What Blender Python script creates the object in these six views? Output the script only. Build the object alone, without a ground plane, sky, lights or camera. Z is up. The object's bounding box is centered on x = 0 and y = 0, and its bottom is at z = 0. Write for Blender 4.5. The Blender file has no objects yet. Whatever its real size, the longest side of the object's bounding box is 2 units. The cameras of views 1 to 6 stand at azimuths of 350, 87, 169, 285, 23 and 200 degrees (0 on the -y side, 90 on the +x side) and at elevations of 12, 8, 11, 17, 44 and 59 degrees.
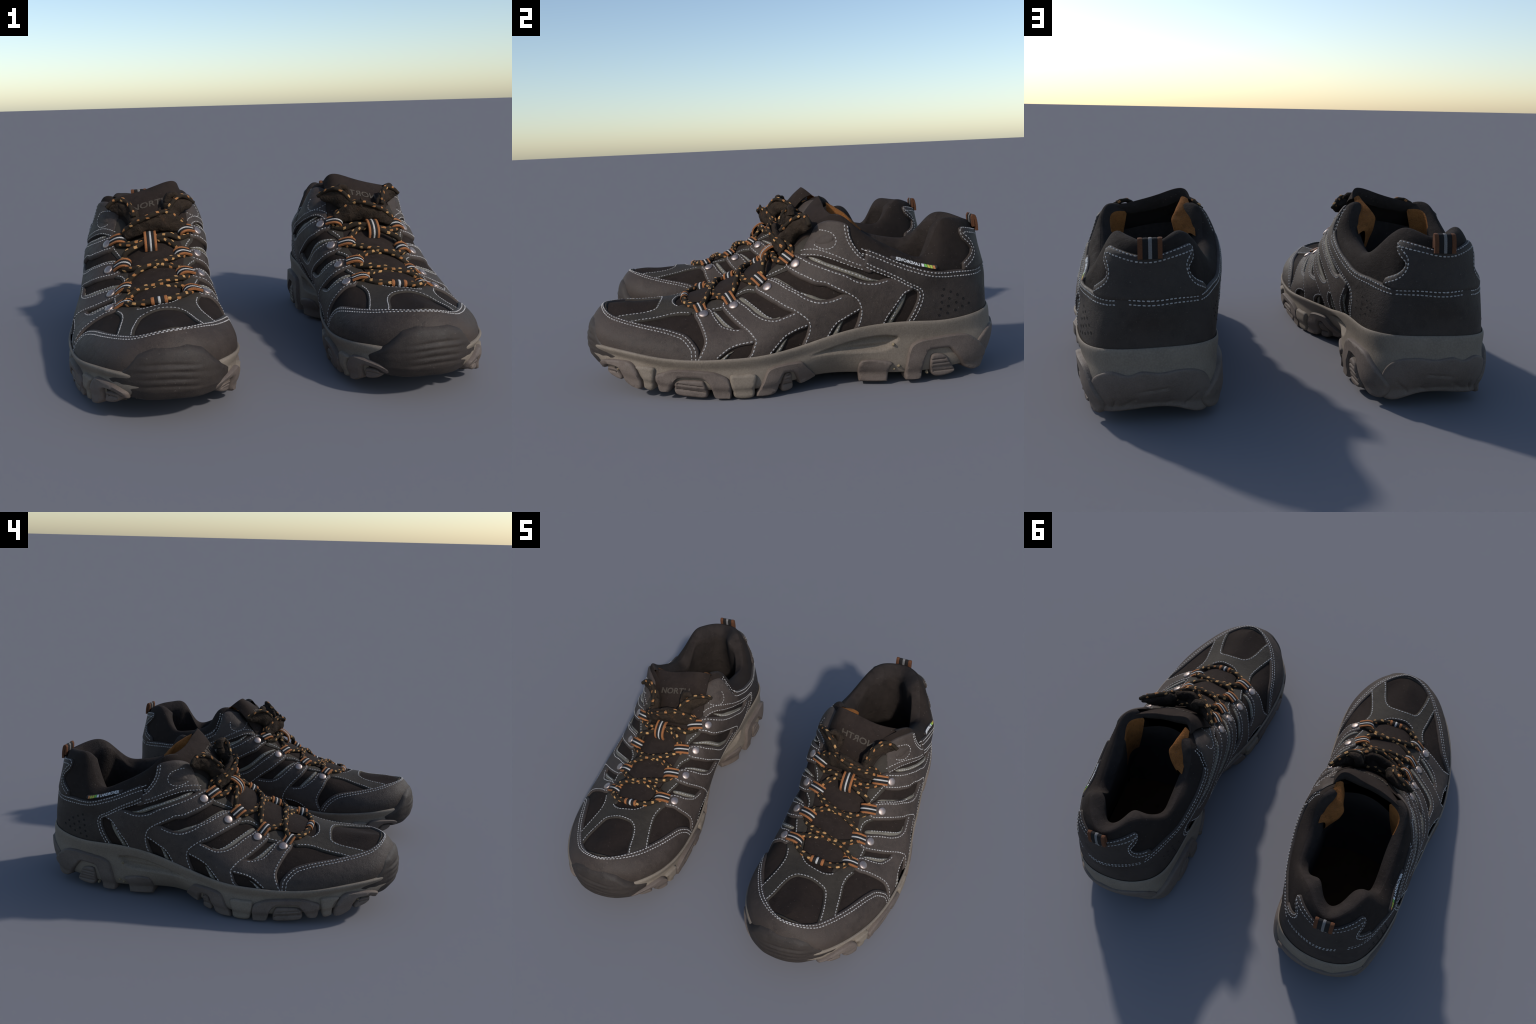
import math, random
import numpy as np

# ---------------------------------------------------------------------------
# SHAPE OF ONE SHOE (the one standing at +x; the other is its mirror image).
# The upper is a skin over 32 "spokes" running round the shoe: spoke 0 is the
# toe tip, 1..15 the outer side going back, 16 the heel, 17..31 the inner side
# coming forward.  Each spoke climbs through five levels:
#   0 feather line (sole edge), 1 low wall, 2 mid wall, 3 shoulder,
#   4 collar crest (rear) / centre line of the vamp (front).
# ---------------------------------------------------------------------------
NS = 32
SPOKES = {
    0: [(.530, -.965, .220), (.530, -.966, .315), (.530, -.920, .380), (.530, -.892, .394), (.530, -.870, .399)],
    1: [(.640, -.945, .225), (.635, -.946, .305), (.610, -.905, .366), (.575, -.873, .389), (.540, -.850, .399)],
    2: [(.740, -.885, .225), (.735, -.880, .287), (.685, -.845, .347), (.615, -.815, .381), (.545, -.800, .400)],
    3: [(.830, -.765, .215), (.815, -.755, .272), (.750, -.735, .332), (.650, -.722, .374), (.550, -.720, .402)],
    4: [(.895, -.625, .195), (.880, -.610, .255), (.805, -.600, .319), (.680, -.600, .372), (.555, -.600, .408)],
    5: [(.940, -.465, .184), (.918, -.450, .240), (.845, -.430, .312), (.715, -.430, .380), (.560, -.440, .424)],
    6: [(.963, -.300, .186), (.938, -.285, .250), (.865, -.270, .318), (.730, -.270, .410), (.565, -.280, .474)],
    7: [(.965, -.140, .195), (.947, -.130, .275), (.875, -.110, .375), (.748, -.105, .488), (.570, -.120, .558)],
    8: [(.942, .030, .225), (.930, .035, .320), (.882, .040, .430), (.755, .030, .592), (.565, .040, .650)],
    9: [(.928, .190, .265), (.918, .190, .370), (.890, .190, .500), (.818, .180, .650), (.750, .200, .790)],
    10: [(.910, .350, .288), (.907, .350, .390), (.895, .345, .505), (.862, .335, .625), (.805, .330, .718)],
    11: [(.902, .520, .294), (.900, .515, .375), (.889, .510, .455), (.875, .505, .545), (.803, .510, .612)],
    12: [(.885, .660, .287), (.882, .658, .365), (.873, .655, .445), (.866, .650, .535), (.788, .628, .592)],
    13: [(.850, .790, .292), (.843, .785, .380), (.837, .780, .470), (.812, .752, .600), (.750, .708, .722)],
    14: [(.785, .905, .305), (.785, .900, .390), (.778, .880, .485), (.765, .848, .620), (.712, .782, .745)],
    15: [(.690, .962, .315), (.690, .958, .400), (.686, .952, .490), (.688, .910, .620), (.662, .850, .735)],
    16: [(.595, .975, .320), (.597, .972, .400), (.597, .976, .480), (.597, .940, .610), (.600, .888, .722)],
    17: [(.500, .962, .320), (.500, .955, .400), (.500, .953, .490), (.500, .915, .620), (.532, .858, .737)],
    18: [(.410, .915, .315), (.410, .908, .400), (.413, .895, .490), (.427, .860, .620), (.475, .795, .753)],
    19: [(.345, .830, .310), (.350, .822, .390), (.361, .810, .480), (.383, .775, .610), (.422, .733, .712)],
    20: [(.325, .700, .300), (.316, .700, .375), (.315, .690, .455), (.327, .672, .550), (.372, .650, .628)],
    21: [(.322, .540, .295), (.303, .540, .375), (.296, .535, .460), (.296, .525, .555), (.356, .540, .628)],
    22: [(.322, .380, .275), (.297, .380, .370), (.284, .375, .480), (.284, .365, .620), (.352, .390, .688)],
    23: [(.334, .220, .240), (.302, .210, .350), (.288, .200, .470), (.302, .200, .640), (.390, .272, .800)],
    24: [(.328, .050, .215), (.296, .045, .320), (.290, .040, .450), (.348, .040, .615), (.565, .040, .650)],
    25: [(.288, -.120, .205), (.270, -.115, .300), (.295, -.102, .420), (.375, -.100, .538), (.570, -.120, .558)],
    26: [(.252, -.280, .197), (.252, -.275, .270), (.287, -.260, .375), (.375, -.255, .465), (.565, -.280, .474)],
    27: [(.236, -.440, .190), (.241, -.430, .252), (.280, -.420, .348), (.378, -.420, .418), (.560, -.440, .424)],
    28: [(.230, -.600, .205), (.236, -.595, .267), (.288, -.580, .342), (.395, -.580, .393), (.555, -.600, .408)],
    29: [(.260, -.750, .222), (.267, -.740, .287), (.336, -.725, .357), (.440, -.712, .393), (.550, -.720, .402)],
    30: [(.330, -.870, .235), (.337, -.865, .310), (.392, -.820, .376), (.463, -.805, .394), (.545, -.800, .400)],
    31: [(.425, -.945, .230), (.432, -.936, .328), (.457, -.890, .381), (.493, -.868, .394), (.540, -.850, .399)],
}
FRONT = list(range(0, 9)) + list(range(24, 32))      # spokes that end on the centre line


def spline_matrix(n, closed):
    """rows: second derivatives of the interpolating cubic spline at the knots"""
    A = np.zeros((n, n)); Bm = np.zeros((n, n))
    for i in range(n):
        if not closed and i in (0, n - 1):
            A[i, i] = 1; continue
        A[i, (i - 1) % n] += 1; A[i, i] += 4; A[i, (i + 1) % n] += 1
        Bm[i, (i - 1) % n] += 6; Bm[i, i] -= 12; Bm[i, (i + 1) % n] += 6
    return np.linalg.solve(A, Bm)


def spline_basis(t, n, closed, M):
    """weights W (len(t) x n) so that value(t) = W @ knots"""
    t = np.asarray(t, float)
    k = np.floor(t).astype(int)
    if closed:
        f = t - k; i0 = k % n; i1 = (k + 1) % n
    else:
        k = np.clip(k, 0, n - 2); f = t - k; i0 = k; i1 = k + 1
    I = np.eye(n); g = 1 - f
    return (g[:, None] * I[i0] + f[:, None] * I[i1]
            + ((g ** 3 - g) / 6)[:, None] * M[i0] + ((f ** 3 - f) / 6)[:, None] * M[i1])


def grid_from_spokes():
    G = np.zeros((6, NS, 3))
    for i in range(NS):
        for k in range(5):
            G[k, i] = SPOKES[i][k]
    for i, d in {14: .005, 15: .009, 16: .010, 17: .009, 18: .005}.items(): G[:4, i, 1] -= d
    # late corrections: fuller inner waist, fuller outer waist
    for i, d in {21: -.006, 22: -.012, 23: -.014, 24: -.012, 25: -.006}.items(): G[1:4, i, 0] += d
    for i, d in {10: .006, 11: .008}.items(): G[1:3, i, 0] += d
    for i, d in {3: .006, 4: .008, 5: .024, 6: .014, 7: .008, 29: .006, 28: .008, 27: .024, 26: .014, 25: .008}.items(): G[4, i, 2] -= d
    for i in (3, 4, 28, 29, 30): G[3, i, 2] -= .008
    centre = np.array([.57, .5, .5])
    for i in range(NS):
        if i in FRONT:
            G[5, i] = G[3, (NS - i) % NS]
        else:
            c = G[4, i]; d = centre - c; d[2] = 0
            if i in (9, 10, 22, 23): d[1] *= .3
            d /= np.linalg.norm(d)
            w = .115 if 14 <= i <= 18 else .07
            G[5, i] = c + d * w + np.array([0, 0, -.075])
    return G


MEASURED = grid_from_spokes()
MU = spline_matrix(NS, True)
MV = spline_matrix(6, False)
UP = MEASURED.copy()


def upper(u, v):
    """point of the upper's skin; u = spoke number (0..32), v = level (0..4)"""
    Wu = spline_basis(u, NS, True, MU); Wv = spline_basis(v, 6, False, MV)
    return np.einsum('pv,vuc,pu->pc', Wv, UP, Wu)


def upper_normal(u, v):
    e = 2e-3
    du = upper(u + e, v) - upper(u - e, v)
    vv = np.clip(v, e, 4.99)
    dv = upper(u, vv + e) - upper(u, vv - e)
    n = np.cross(du, dv)
    return n / (np.linalg.norm(n, axis=1, keepdims=True) + 1e-12)


def sink_skin():
    """the spokes lie on the leather; the fabric skin runs one leather thickness below"""
    global UP
    new = UP.copy(); us = np.arange(NS, dtype=float)
    for k in range(5):
        n = upper_normal(us, np.full(NS, float(k)))
        for i in range(NS):
            d = .010
            if k == 3 and 10 <= i <= 21: d = .004
            if k == 4: d = .008 if i in FRONT and i not in (8, 24) else 0
            new[k, i] -= np.array([0, 0, d]) if k == 4 and i in FRONT else n[i] * d
    for i in range(1, 9): new[4, i] = new[4, NS - i] = (new[4, i] + new[4, NS - i]) / 2
    for i in FRONT: new[5, i] = new[3, (NS - i) % NS]
    UP = new


sink_skin()

# ---------------------------------------------------------------------------
# SOLE WALL: same spokes; w = 0 lip under the upper ... 4 lower edge
# ---------------------------------------------------------------------------
ZB = [.122, .120, .112, .083, .046, .022, .014, .018, .050, .052, .030, .026, .030, .040, .050, .060,
      .062, .060, .052, .040, .030, .028, .032, .056, .055, .020, .014, .014, .028, .066, .100, .118]
OUT_MID = [.022, .016, .002, -.004, -.004, -.003, -.002, -.001, -.002, -.006, -.006, -.004, -.002, .006, .018, .024,
           .026, .024, .020, .012, .008, .004, -.004, -.024, -.024, -.014, -.010, -.009, -.006, .000, .010, .018]
OUT_LOW = [-.010, -.012, -.004, -.002, -.002, -.002, -.002, -.004, -.044, -.080, -.040, -.016, -.012, -.004, .002, -.014,
           -.028, -.016, .004, .014, .018, .012, -.014, -.096, -.078, -.030, -.018, -.016, -.012, -.014, -.012, -.010]


def outward(P):
    """horizontal outward normal of a closed ring of points"""
    t = np.roll(P, -1, 0) - np.roll(P, 1, 0)
    n = np.stack([-t[:, 1], t[:, 0], np.zeros(len(P))], 1)
    n /= np.linalg.norm(n, axis=1, keepdims=True)
    c = P.mean(0)
    if np.sum((P - c) * n) < 0: n = -n
    return n


def sole_rows():
    F = MEASURED[0].copy(); o = outward(F)
    zb = np.array(ZB); om = np.array(OUT_MID)[:, None]; ol = np.array(OUT_LOW)[:, None]
    ez = np.array([0, 0, 1.])
    r0 = F + o * .002 + ez * .004
    r1 = F + o * .009 - ez * .006
    z2 = F[:, 2] * .62 + zb * .38
    r2 = F + o * om; r2[:, 2] = z2
    z3 = F[:, 2] * .25 + zb * .75
    r3 = F + o * (om * .5 + ol * .5); r3[:, 2] = z3 + .01
    r4 = F + o * (ol - .012); r4[:, 2] = zb + np.array([.008 if (i < 4 or i > 28 or i in (8, 9, 23, 24)) else .028 for i in range(NS)])
    return np.stack([r0, r1, r2, r3, r4])


SR = sole_rows()
MW = spline_matrix(5, False)


def sole_wall(u, w):
    Wu = spline_basis(u, NS, True, MU); Ww = spline_basis(w, 5, False, MW)
    return np.einsum('pv,vuc,pu->pc', Ww, SR, Wu)


def sole_normal(u, w):
    e = 2e-3
    du = sole_wall(u + e, w) - sole_wall(u - e, w)
    ww = np.clip(w, e, 4 - e)
    dv = sole_wall(u, ww - e) - sole_wall(u, ww + e)
    n = np.cross(du, dv)
    return n / (np.linalg.norm(n, axis=1, keepdims=True) + 1e-12)


def wall_w(u, z):
    """level w of the sole wall that lies at height z on spoke position u"""
    u = np.atleast_1d(np.asarray(u, float)); z = np.broadcast_to(np.asarray(z, float), u.shape)
    ws = np.linspace(0, 4, 41)
    Z = np.stack([sole_wall(u, np.full_like(u, w))[:, 2] for w in ws])
    out = np.empty_like(u)
    for k in range(len(u)):
        out[k] = np.interp(-z[k], -Z[:, k], ws)
    return out

# ---------------------------------------------------------------------------
# SEAM AND EDGE LINES of the upper, as (spoke, level) control points.
# o_ = outer side, i_ = inner side; straps are counted from the toe back.
# ---------------------------------------------------------------------------
CAP = [(5.04, -.05), (5.0, .45), (4.93, .89), (4.66, 1.41), (4.38, 1.60), (3.99, 1.73), (3.40, 1.81), (2.82, 1.88), (2.29, 1.95),
       (1.88, 1.99), (1.40, 2.08), (.70, 2.20), (.0, 2.22), (-.8, 2.14), (-1.44, 1.97), (-2.01, 1.89), (-2.53, 1.86), (-3.05, 1.85),
       (-3.56, 1.79), (-4.01, 1.69), (-4.40, 1.50), (-4.74, 1.05), (-4.95, .42), (-5.0, -.05)]
SIDES = {
    'outer': {
        'strap': [
            dict(front=[(4.92, 2.54), (4.98, 2.39), (5.06, 2.12), (5.17, 1.77), (5.26, 1.39), (5.27, 1.03), (5.22, .5), (5.15, -.05)],
                 end=[(4.91, 2.71), (4.98, 2.84), (5.13, 2.89), (5.25, 2.82)],
                 low=[(5.32, 2.70), (5.37, 2.50), (5.48, 2.26), (5.63, 2.02), (5.83, 1.88), (6.03, 1.74), (6.20, 1.69)],
                 under=[(6.42, 1.58), (6.66, 1.14)],
                 slit=[(6.62, .94), (6.37, .94), (6.15, .90), (5.94, .75), (5.80, .51), (5.69, .27), (5.58, -.05)]),
            dict(front=[(5.70, 2.85), (5.80, 2.61), (5.96, 2.34), (6.15, 2.03), (6.33, 1.73), (6.49, 1.45), (6.63, 1.15), (6.72, .92), (6.69, .63), (6.65, .25), (6.55, -.05)],
                 end=[(5.74, 2.98), (5.86, 3.03), (6.01, 3.00), (6.11, 2.89)],
                 low=[(6.17, 2.77), (6.27, 2.63), (6.40, 2.42), (6.56, 2.14), (6.74, 1.90), (6.92, 1.72), (7.15, 1.58), (7.32, 1.54), (7.53, 1.56), (7.83, 1.58)],
                 under=[(8.02, 1.46), (8.18, 1.12)],
                 slit=[(8.15, .87), (7.93, .88), (7.69, .84), (7.51, .75), (7.36, .53), (7.21, .24), (7.08, -.05)]),
            dict(front=[(6.68, 3.01), (6.82, 2.76), (7.07, 2.42), (7.30, 2.17), (7.53, 1.94), (7.73, 1.77), (7.95, 1.48), (8.15, 1.12), (8.22, .87), (8.23, .65), (8.18, .37), (8.05, -.05)],
                 end=[(6.72, 3.13), (6.85, 3.17), (6.99, 3.11)],
                 low=[(7.12, 2.96), (7.35, 2.67), (7.58, 2.41), (7.86, 2.18), (8.07, 1.96), (8.25, 1.78), (8.44, 1.60), (8.67, 1.46), (8.93, 1.39), (9.22, 1.41)],
                 under=[(9.5, 1.4), (9.68, 1.12)],
                 slit=[(9.68, .87), (9.48, .76), (9.26, .64), (9.03, .53), (8.88, .35), (8.76, .11), (8.70, -.05)]),
            dict(front=[(7.72, 2.96), (7.83, 2.81), (8.02, 2.62), (8.28, 2.41), (8.52, 2.21), (8.76, 2.07), (8.99, 1.84), (9.26, 1.61), (9.48, 1.42), (9.64, 1.24), (9.72, .99), (9.74, .71), (9.69, .34), (9.58, -.05)],
                 end=[(7.74, 3.11), (7.88, 3.13), (8.04, 3.05)],
                 low=[(8.17, 2.92), (8.35, 2.75), (8.55, 2.60), (8.77, 2.45), (9.05, 2.25), (9.36, 2.06), (9.62, 1.87), (9.89, 1.80), (10.05, 1.81), (10.27, 1.90), (10.56, 2.16)],
                 under=[(10.9, 2.26), (11.25, 2.12)],
                 slit=[(11.14, 1.93), (10.95, 1.69), (10.76, 1.23), (10.57, .76), (10.43, .43), (10.30, -.05)]),
        ],
        'window_top': [[(5.35, 2.82), (5.53, 2.82), (5.70, 2.83)], [(6.13, 3.17), (6.30, 3.21), (6.46, 3.16), (6.63, 3.00)],
                       [(6.99, 3.27), (7.23, 3.17), (7.49, 3.06), (7.67, 3.00)]],
        'trim': [
            ([(5.38, 2.75), (5.51, 2.60), (5.70, 2.29), (5.90, 2.01), (6.01, 1.84), (5.88, 1.84), (5.68, 2.06), (5.51, 2.33), (5.38, 2.58)], [(5.37, 2.69), (5.51, 2.50), (5.70, 2.20), (5.88, 1.96)]),
            ([(6.15, 3.00), (6.27, 2.99), (6.46, 2.63), (6.67, 2.29), (6.90, 1.95), (7.14, 1.72), (7.36, 1.69), (7.14, 1.61), (6.91, 1.74), (6.67, 2.00), (6.40, 2.45), (6.20, 2.84)], [(6.31, 2.87), (6.59, 2.40), (6.90, 1.93), (7.14, 1.69)]),
            ([(7.05, 3.11), (7.23, 3.00), (7.54, 2.62), (7.85, 2.31), (8.14, 2.07), (8.35, 1.90), (8.57, 1.67), (8.73, 1.54), (8.51, 1.60), (8.18, 1.90), (7.86, 2.22), (7.52, 2.50), (7.18, 2.90)], [(7.13, 3.04), (7.50, 2.57), (7.87, 2.24), (8.19, 1.99)]),
            ([(8.38, 2.90), (8.59, 2.80), (8.89, 2.60), (9.12, 2.47), (9.40, 2.31), (9.79, 2.15), (10.07, 2.04), (10.33, 2.05), (10.17, 1.95), (9.90, 1.92), (9.51, 2.09), (9.12, 2.32), (8.74, 2.56), (8.50, 2.75)], [(8.48, 2.83), (8.80, 2.59), (9.06, 2.44), (9.39, 2.25), (9.78, 2.07), (10.14, 1.99)]),
            ([(11.03, 1.63), (10.95, 1.21), (10.79, .66), (10.66, .31), (10.55, -.04), (10.42, -.04), (10.59, .51), (10.78, 1.08), (10.94, 1.47)], [(10.91, 1.41), (10.74, .92), (10.62, .46), (10.5, .04)]),
            ([(9.20, .50), (9.13, .28), (9.02, -.04), (8.86, -.04), (8.96, .20), (9.08, .43)], [(9.10, .36), (8.95, .0)]),
            ([(7.59, .60), (7.52, .36), (7.42, .02), (7.26, -.02), (7.39, .34), (7.49, .53)], [(7.47, .38), (7.34, .04)]),
            ([(6.08, .56), (5.97, .34), (5.86, -.02), (5.72, -.02), (5.84, .24), (5.94, .44)], [(5.94, .38), (5.82, .02)]),
        ],
        'bow': [(8.17, 3.10), (8.39, 3.02), (8.62, 2.94), (8.87, 2.83), (9.15, 2.69), (9.48, 2.52), (9.74, 2.42), (9.95, 2.39)],
        'quarter': [(9.99, 2.52), (10.24, 2.46), (10.63, 2.44), (10.89, 2.38), (11.15, 2.23), (11.41, 2.05), (11.51, 1.83), (11.51, 1.49), (11.38, .97), (11.24, .50), (11.06, -.05)],
        'collar': [(9.92, 3.0), (10.10, 3.00), (10.38, 3.02), (10.68, 3.03), (10.98, 3.03), (11.36, 2.98), (11.72, 2.83), (12.14, 2.59), (12.53, 2.39), (13.04, 2.22), (13.63, 2.10), (14.25, 2.04)],
        'collar_front': [(9.54, 3.66), (9.57, 3.34), (9.65, 3.12), (9.78, 2.92), (9.89, 2.80), (10.05, 2.76)],
        'eyestay': [(4.42, 3.32), (4.72, 2.76), (5.35, 2.74), (5.72, 2.75), (6.10, 3.08), (6.30, 3.12), (6.46, 3.07), (6.65, 2.92), (6.96, 3.18),
                    (7.24, 3.07), (7.50, 2.96), (7.70, 2.90), (8.10, 2.98), (8.40, 3.10), (8.42, 3.50), (7.5, 3.40), (6.5, 3.38), (5.5, 3.40), (4.75, 3.46)],
        'eyelet': [(8.74, 3.49), (8.93, 3.41), (9.13, 3.32), (9.23, 3.18), (9.18, 3.03), (9.02, 2.95), (8.81, 2.98), (8.63, 3.10), (8.58, 3.21)],
        'eyelet_centre': (8.90, 3.20),
        'perforation_disc': [(12.33, 1.76), (12.59, 1.53), (12.86, 1.26), (13.10, .96), (13.32, .65), (12.26, 1.44), (12.52, 1.18), (12.79, .86), (13.03, .57),
                        (12.21, 1.08), (12.47, .78), (12.73, .47), (12.16, .71), (12.41, .41), (12.09, .36)],
        'flap': [(8.10, 2.99), (8.39, 2.92), (8.62, 2.84), (8.87, 2.73), (9.15, 2.59), (9.48, 2.42), (9.74, 2.32), (10.12, 2.26), (10.16, 2.7), (9.98, 2.75), (9.86, 2.95), (9.74, 3.15), (9.66, 3.4), (9.64, 3.62), (9.55, 3.71), (9.2, 3.69), (8.86, 3.73), (8.64, 3.72), (8.5, 3.5), (8.3, 3.25)],
    },
    'inner': {
        'strap': [
            dict(front=[(27.18, 2.83), (27.10, 2.57), (27.02, 2.15), (26.88, 1.74), (26.76, 1.31), (26.76, .95), (26.86, .40), (26.9, -.05)],
                 end=[(27.12, 2.93), (26.95, 2.95), (26.81, 2.83)],
                 low=[(26.72, 2.59), (26.61, 2.29), (26.38, 1.95), (26.17, 1.70), (25.87, 1.50), (25.60, 1.38)],
                 under=[(25.42, 1.2), (25.30, .9)],
                 slit=[(25.38, .60), (25.72, .65), (26.0, .58), (26.22, .34), (26.34, -.05)]),
            dict(front=[(26.22, 3.01), (26.20, 2.76), (26.07, 2.40), (25.79, 1.92), (25.46, 1.32), (25.28, .76), (25.30, .35), (25.42, -.05)],
                 end=[(26.11, 3.07), (25.95, 3.07), (25.82, 2.92)],
                 low=[(25.75, 2.72), (25.55, 2.31), (25.30, 1.92), (25.02, 1.60), (24.70, 1.40), (24.30, 1.34), (24.1, 1.32)],
                 under=[(23.95, 1.2), (23.8, .95)],
                 slit=[(23.86, .66), (24.12, .66), (24.44, .52), (24.66, .26), (24.76, -.05)]),
            dict(front=[(25.29, 2.97), (25.20, 2.68), (24.82, 2.16), (24.27, 1.64), (23.87, 1.08), (23.76, .7), (23.8, .3), (23.92, -.05)],
                 end=[(25.18, 3.03), (25.05, 3.06), (24.91, 2.92)],
                 low=[(24.80, 2.75), (24.60, 2.47), (24.13, 2.04), (23.60, 1.50), (23.20, 1.30), (22.85, 1.32), (22.66, 1.45)],
                 under=[(22.45, 1.3), (22.35, 1.15)],
                 slit=[(22.40, .93), (22.67, .94), (23.05, .70), (23.30, .40), (23.42, -.05)]),
            dict(front=[(24.31, 3.07), (24.20, 2.90), (24.0, 2.65), (23.60, 2.44), (23.15, 2.16), (22.72, 1.76), (22.38, 1.36), (22.28, .95), (22.32, .5), (22.5, -.05)],
                 end=[(24.17, 3.14), (24.06, 3.17), (23.95, 3.16)],
                 low=[(23.83, 3.07), (23.67, 2.93), (23.34, 2.74), (22.97, 2.57), (22.50, 2.30), (22.03, 1.97), (21.62, 1.90), (21.35, 2.10)],
                 under=[(21.1, 2.1), (20.9, 2.0)],
                 slit=[(20.98, 1.76), (21.3, 1.11), (21.62, .42), (21.75, -.05)]),
        ],
        'window_top': [[(26.79, 3.08), (26.56, 3.01), (26.33, 2.92)], [(25.88, 3.17), (25.63, 3.12), (25.36, 2.91)], [(24.95, 3.19), (24.73, 3.15), (24.43, 3.06)]],
        'trim': [
            ([(26.62, 2.92), (26.53, 2.68), (26.36, 2.29), (25.94, 1.55), (26.27, 1.82), (26.52, 2.30), (26.69, 2.80)], [(26.64, 2.80), (26.48, 2.38), (26.09, 1.68)]),
            ([(25.81, 3.04), (25.66, 2.82), (25.32, 2.26), (24.84, 1.57), (25.28, 1.98), (25.60, 2.52), (25.80, 2.9)], [(25.75, 2.92), (25.50, 2.46), (24.99, 1.70)]),
            ([(24.83, 3.04), (24.60, 2.80), (24.14, 2.38), (23.13, 1.40), (23.39, 1.47), (24.18, 2.22), (24.70, 2.78)], [(24.78, 2.94), (24.45, 2.58), (23.77, 1.94)]),
            ([(23.55, 3.07), (23.17, 2.86), (22.73, 2.68), (21.75, 2.02), (22.03, 2.07), (22.63, 2.45), (23.2, 2.76)], [(23.46, 2.98), (23.14, 2.79), (22.62, 2.52), (21.95, 2.09)]),
            ([(21.05, 1.5), (21.2, 1.0), (21.42, .5), (21.48, -.04), (21.62, -.04), (21.5, .5), (21.3, 1.02), (21.15, 1.4)], [(21.15, 1.3), (21.35, .7), (21.54, .05)]),
            ([(22.86, .66), (22.98, .36), (23.12, -.04), (23.28, -.04), (23.14, .3), (23.0, .58)], [(22.98, .44), (23.18, .02)]),
            ([(24.2, .5), (24.32, .3), (24.46, -.04), (24.62, -.04), (24.5, .2), (24.36, .42)], [(24.34, .36), (24.53, .0)]),
        ],
        'bow': [(23.85, 3.22), (23.64, 3.21), (23.41, 3.15), (23.10, 3.03), (22.80, 2.93), (22.30, 2.72), (22.0, 2.6)],
        'quarter': [(22.0, 2.6), (21.52, 2.47), (21.10, 2.37), (20.80, 2.2), (20.62, 1.94), (20.57, 1.34), (20.75, .7), (20.98, -.05)],
        'collar': [(22.3, 3.16), (22.05, 3.05), (21.5, 2.99), (20.9, 2.99), (20.4, 2.85), (19.8, 2.58), (19.25, 2.30), (18.8, 2.16), (18.19, 2.08)],
        'collar_front': [(22.72, 3.8), (22.62, 3.58), (22.47, 3.42), (22.35, 3.25), (22.18, 3.12)],
        'eyestay': [(-4.42 + 32, 3.32), (27.3, 2.88), (26.82, 3.0), (26.56, 2.93), (26.3, 2.84), (25.9, 3.08), (25.63, 3.03), (25.33, 2.82), (24.97, 3.10), (24.73, 3.06),
                    (24.40, 2.97), (24.0, 3.1), (23.8, 3.2), (23.8, 3.46), (24.5, 3.40), (25.5, 3.36), (26.5, 3.36), (27.3, 3.46)],
        'eyelet': [(23.52, 3.62), (23.50, 3.45), (23.42, 3.27), (23.21, 3.15), (23.0, 3.18), (22.95, 3.3), (23.0, 3.48)],
        'eyelet_centre': (23.22, 3.36),
        'perforation_disc': [(19.83, 1.77), (19.87, 1.42), (19.92, 1.09), (19.98, .73), (19.59, 1.63), (19.56, 1.26), (19.64, .89), (19.34, 1.51), (19.35, 1.14), (20.19, 1.46), (20.27, 1.02)],
        'flap': [(23.9, 3.12), (23.64, 3.11), (23.41, 3.05), (23.10, 2.93), (22.80, 2.83), (22.30, 2.62), (21.9, 2.5), (21.9, 3.0), (22.2, 3.05), (22.38, 3.2), (22.52, 3.36), (22.66, 3.55), (22.76, 3.7), (22.95, 3.78), (23.3, 3.8), (23.5, 3.6), (23.72, 3.35)],
    },
}
PATCH = [(13.40, 2.42), (14.0, 2.62), (14.25, 2.83), (14.11, 3.07), (13.80, 3.28), (13.95, 3.40), (14.46, 3.37), (15.16, 3.33), (15.97, 3.36), (16.55, 3.38),
         (17.37, 3.40), (18.11, 3.42), (17.98, 3.27), (17.56, 3.07), (17.58, 2.85), (17.93, 2.62), (18.70, 2.40)]
HEEL_SEAM = [[(14.25, 2.04), (14.6, 2.06)], [(15.05, 2.13), (15.91, 2.20), (16.62, 2.17), (17.34, 2.12), (18.19, 2.08)]]
LABEL = [(10.74, 3.34), (11.05, 3.42), (11.35, 3.42), (11.75, 3.30), (12.16, 3.02), (12.12, 2.85), (11.70, 3.12), (11.32, 3.22), (11.05, 3.25), (10.76, 3.20)]
# vamp lines seen from above, (x, y)
CENTRE = [(.397, -.816), (.413, -.767), (.430, -.706), (.452, -.654), (.483, -.626), (.512, -.621), (.559, -.620), (.608, -.628), (.641, -.639), (.656, -.666), (.668, -.712), (.677, -.766), (.681, -.820)]
STRIP_OUTER = [(.734, -.755), (.728, -.701), (.721, -.634), (.713, -.573), (.718, -.521), (.739, -.471)]
STRIP_INNER = [(.342, -.735), (.363, -.672), (.384, -.604), (.395, -.543), (.390, -.501), (.379, -.465)]
THROAT = [(.470, -.503), (.484, -.524), (.510, -.546), (.546, -.558), (.591, -.566), (.621, -.560), (.647, -.544), (.656, -.526)]
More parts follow.
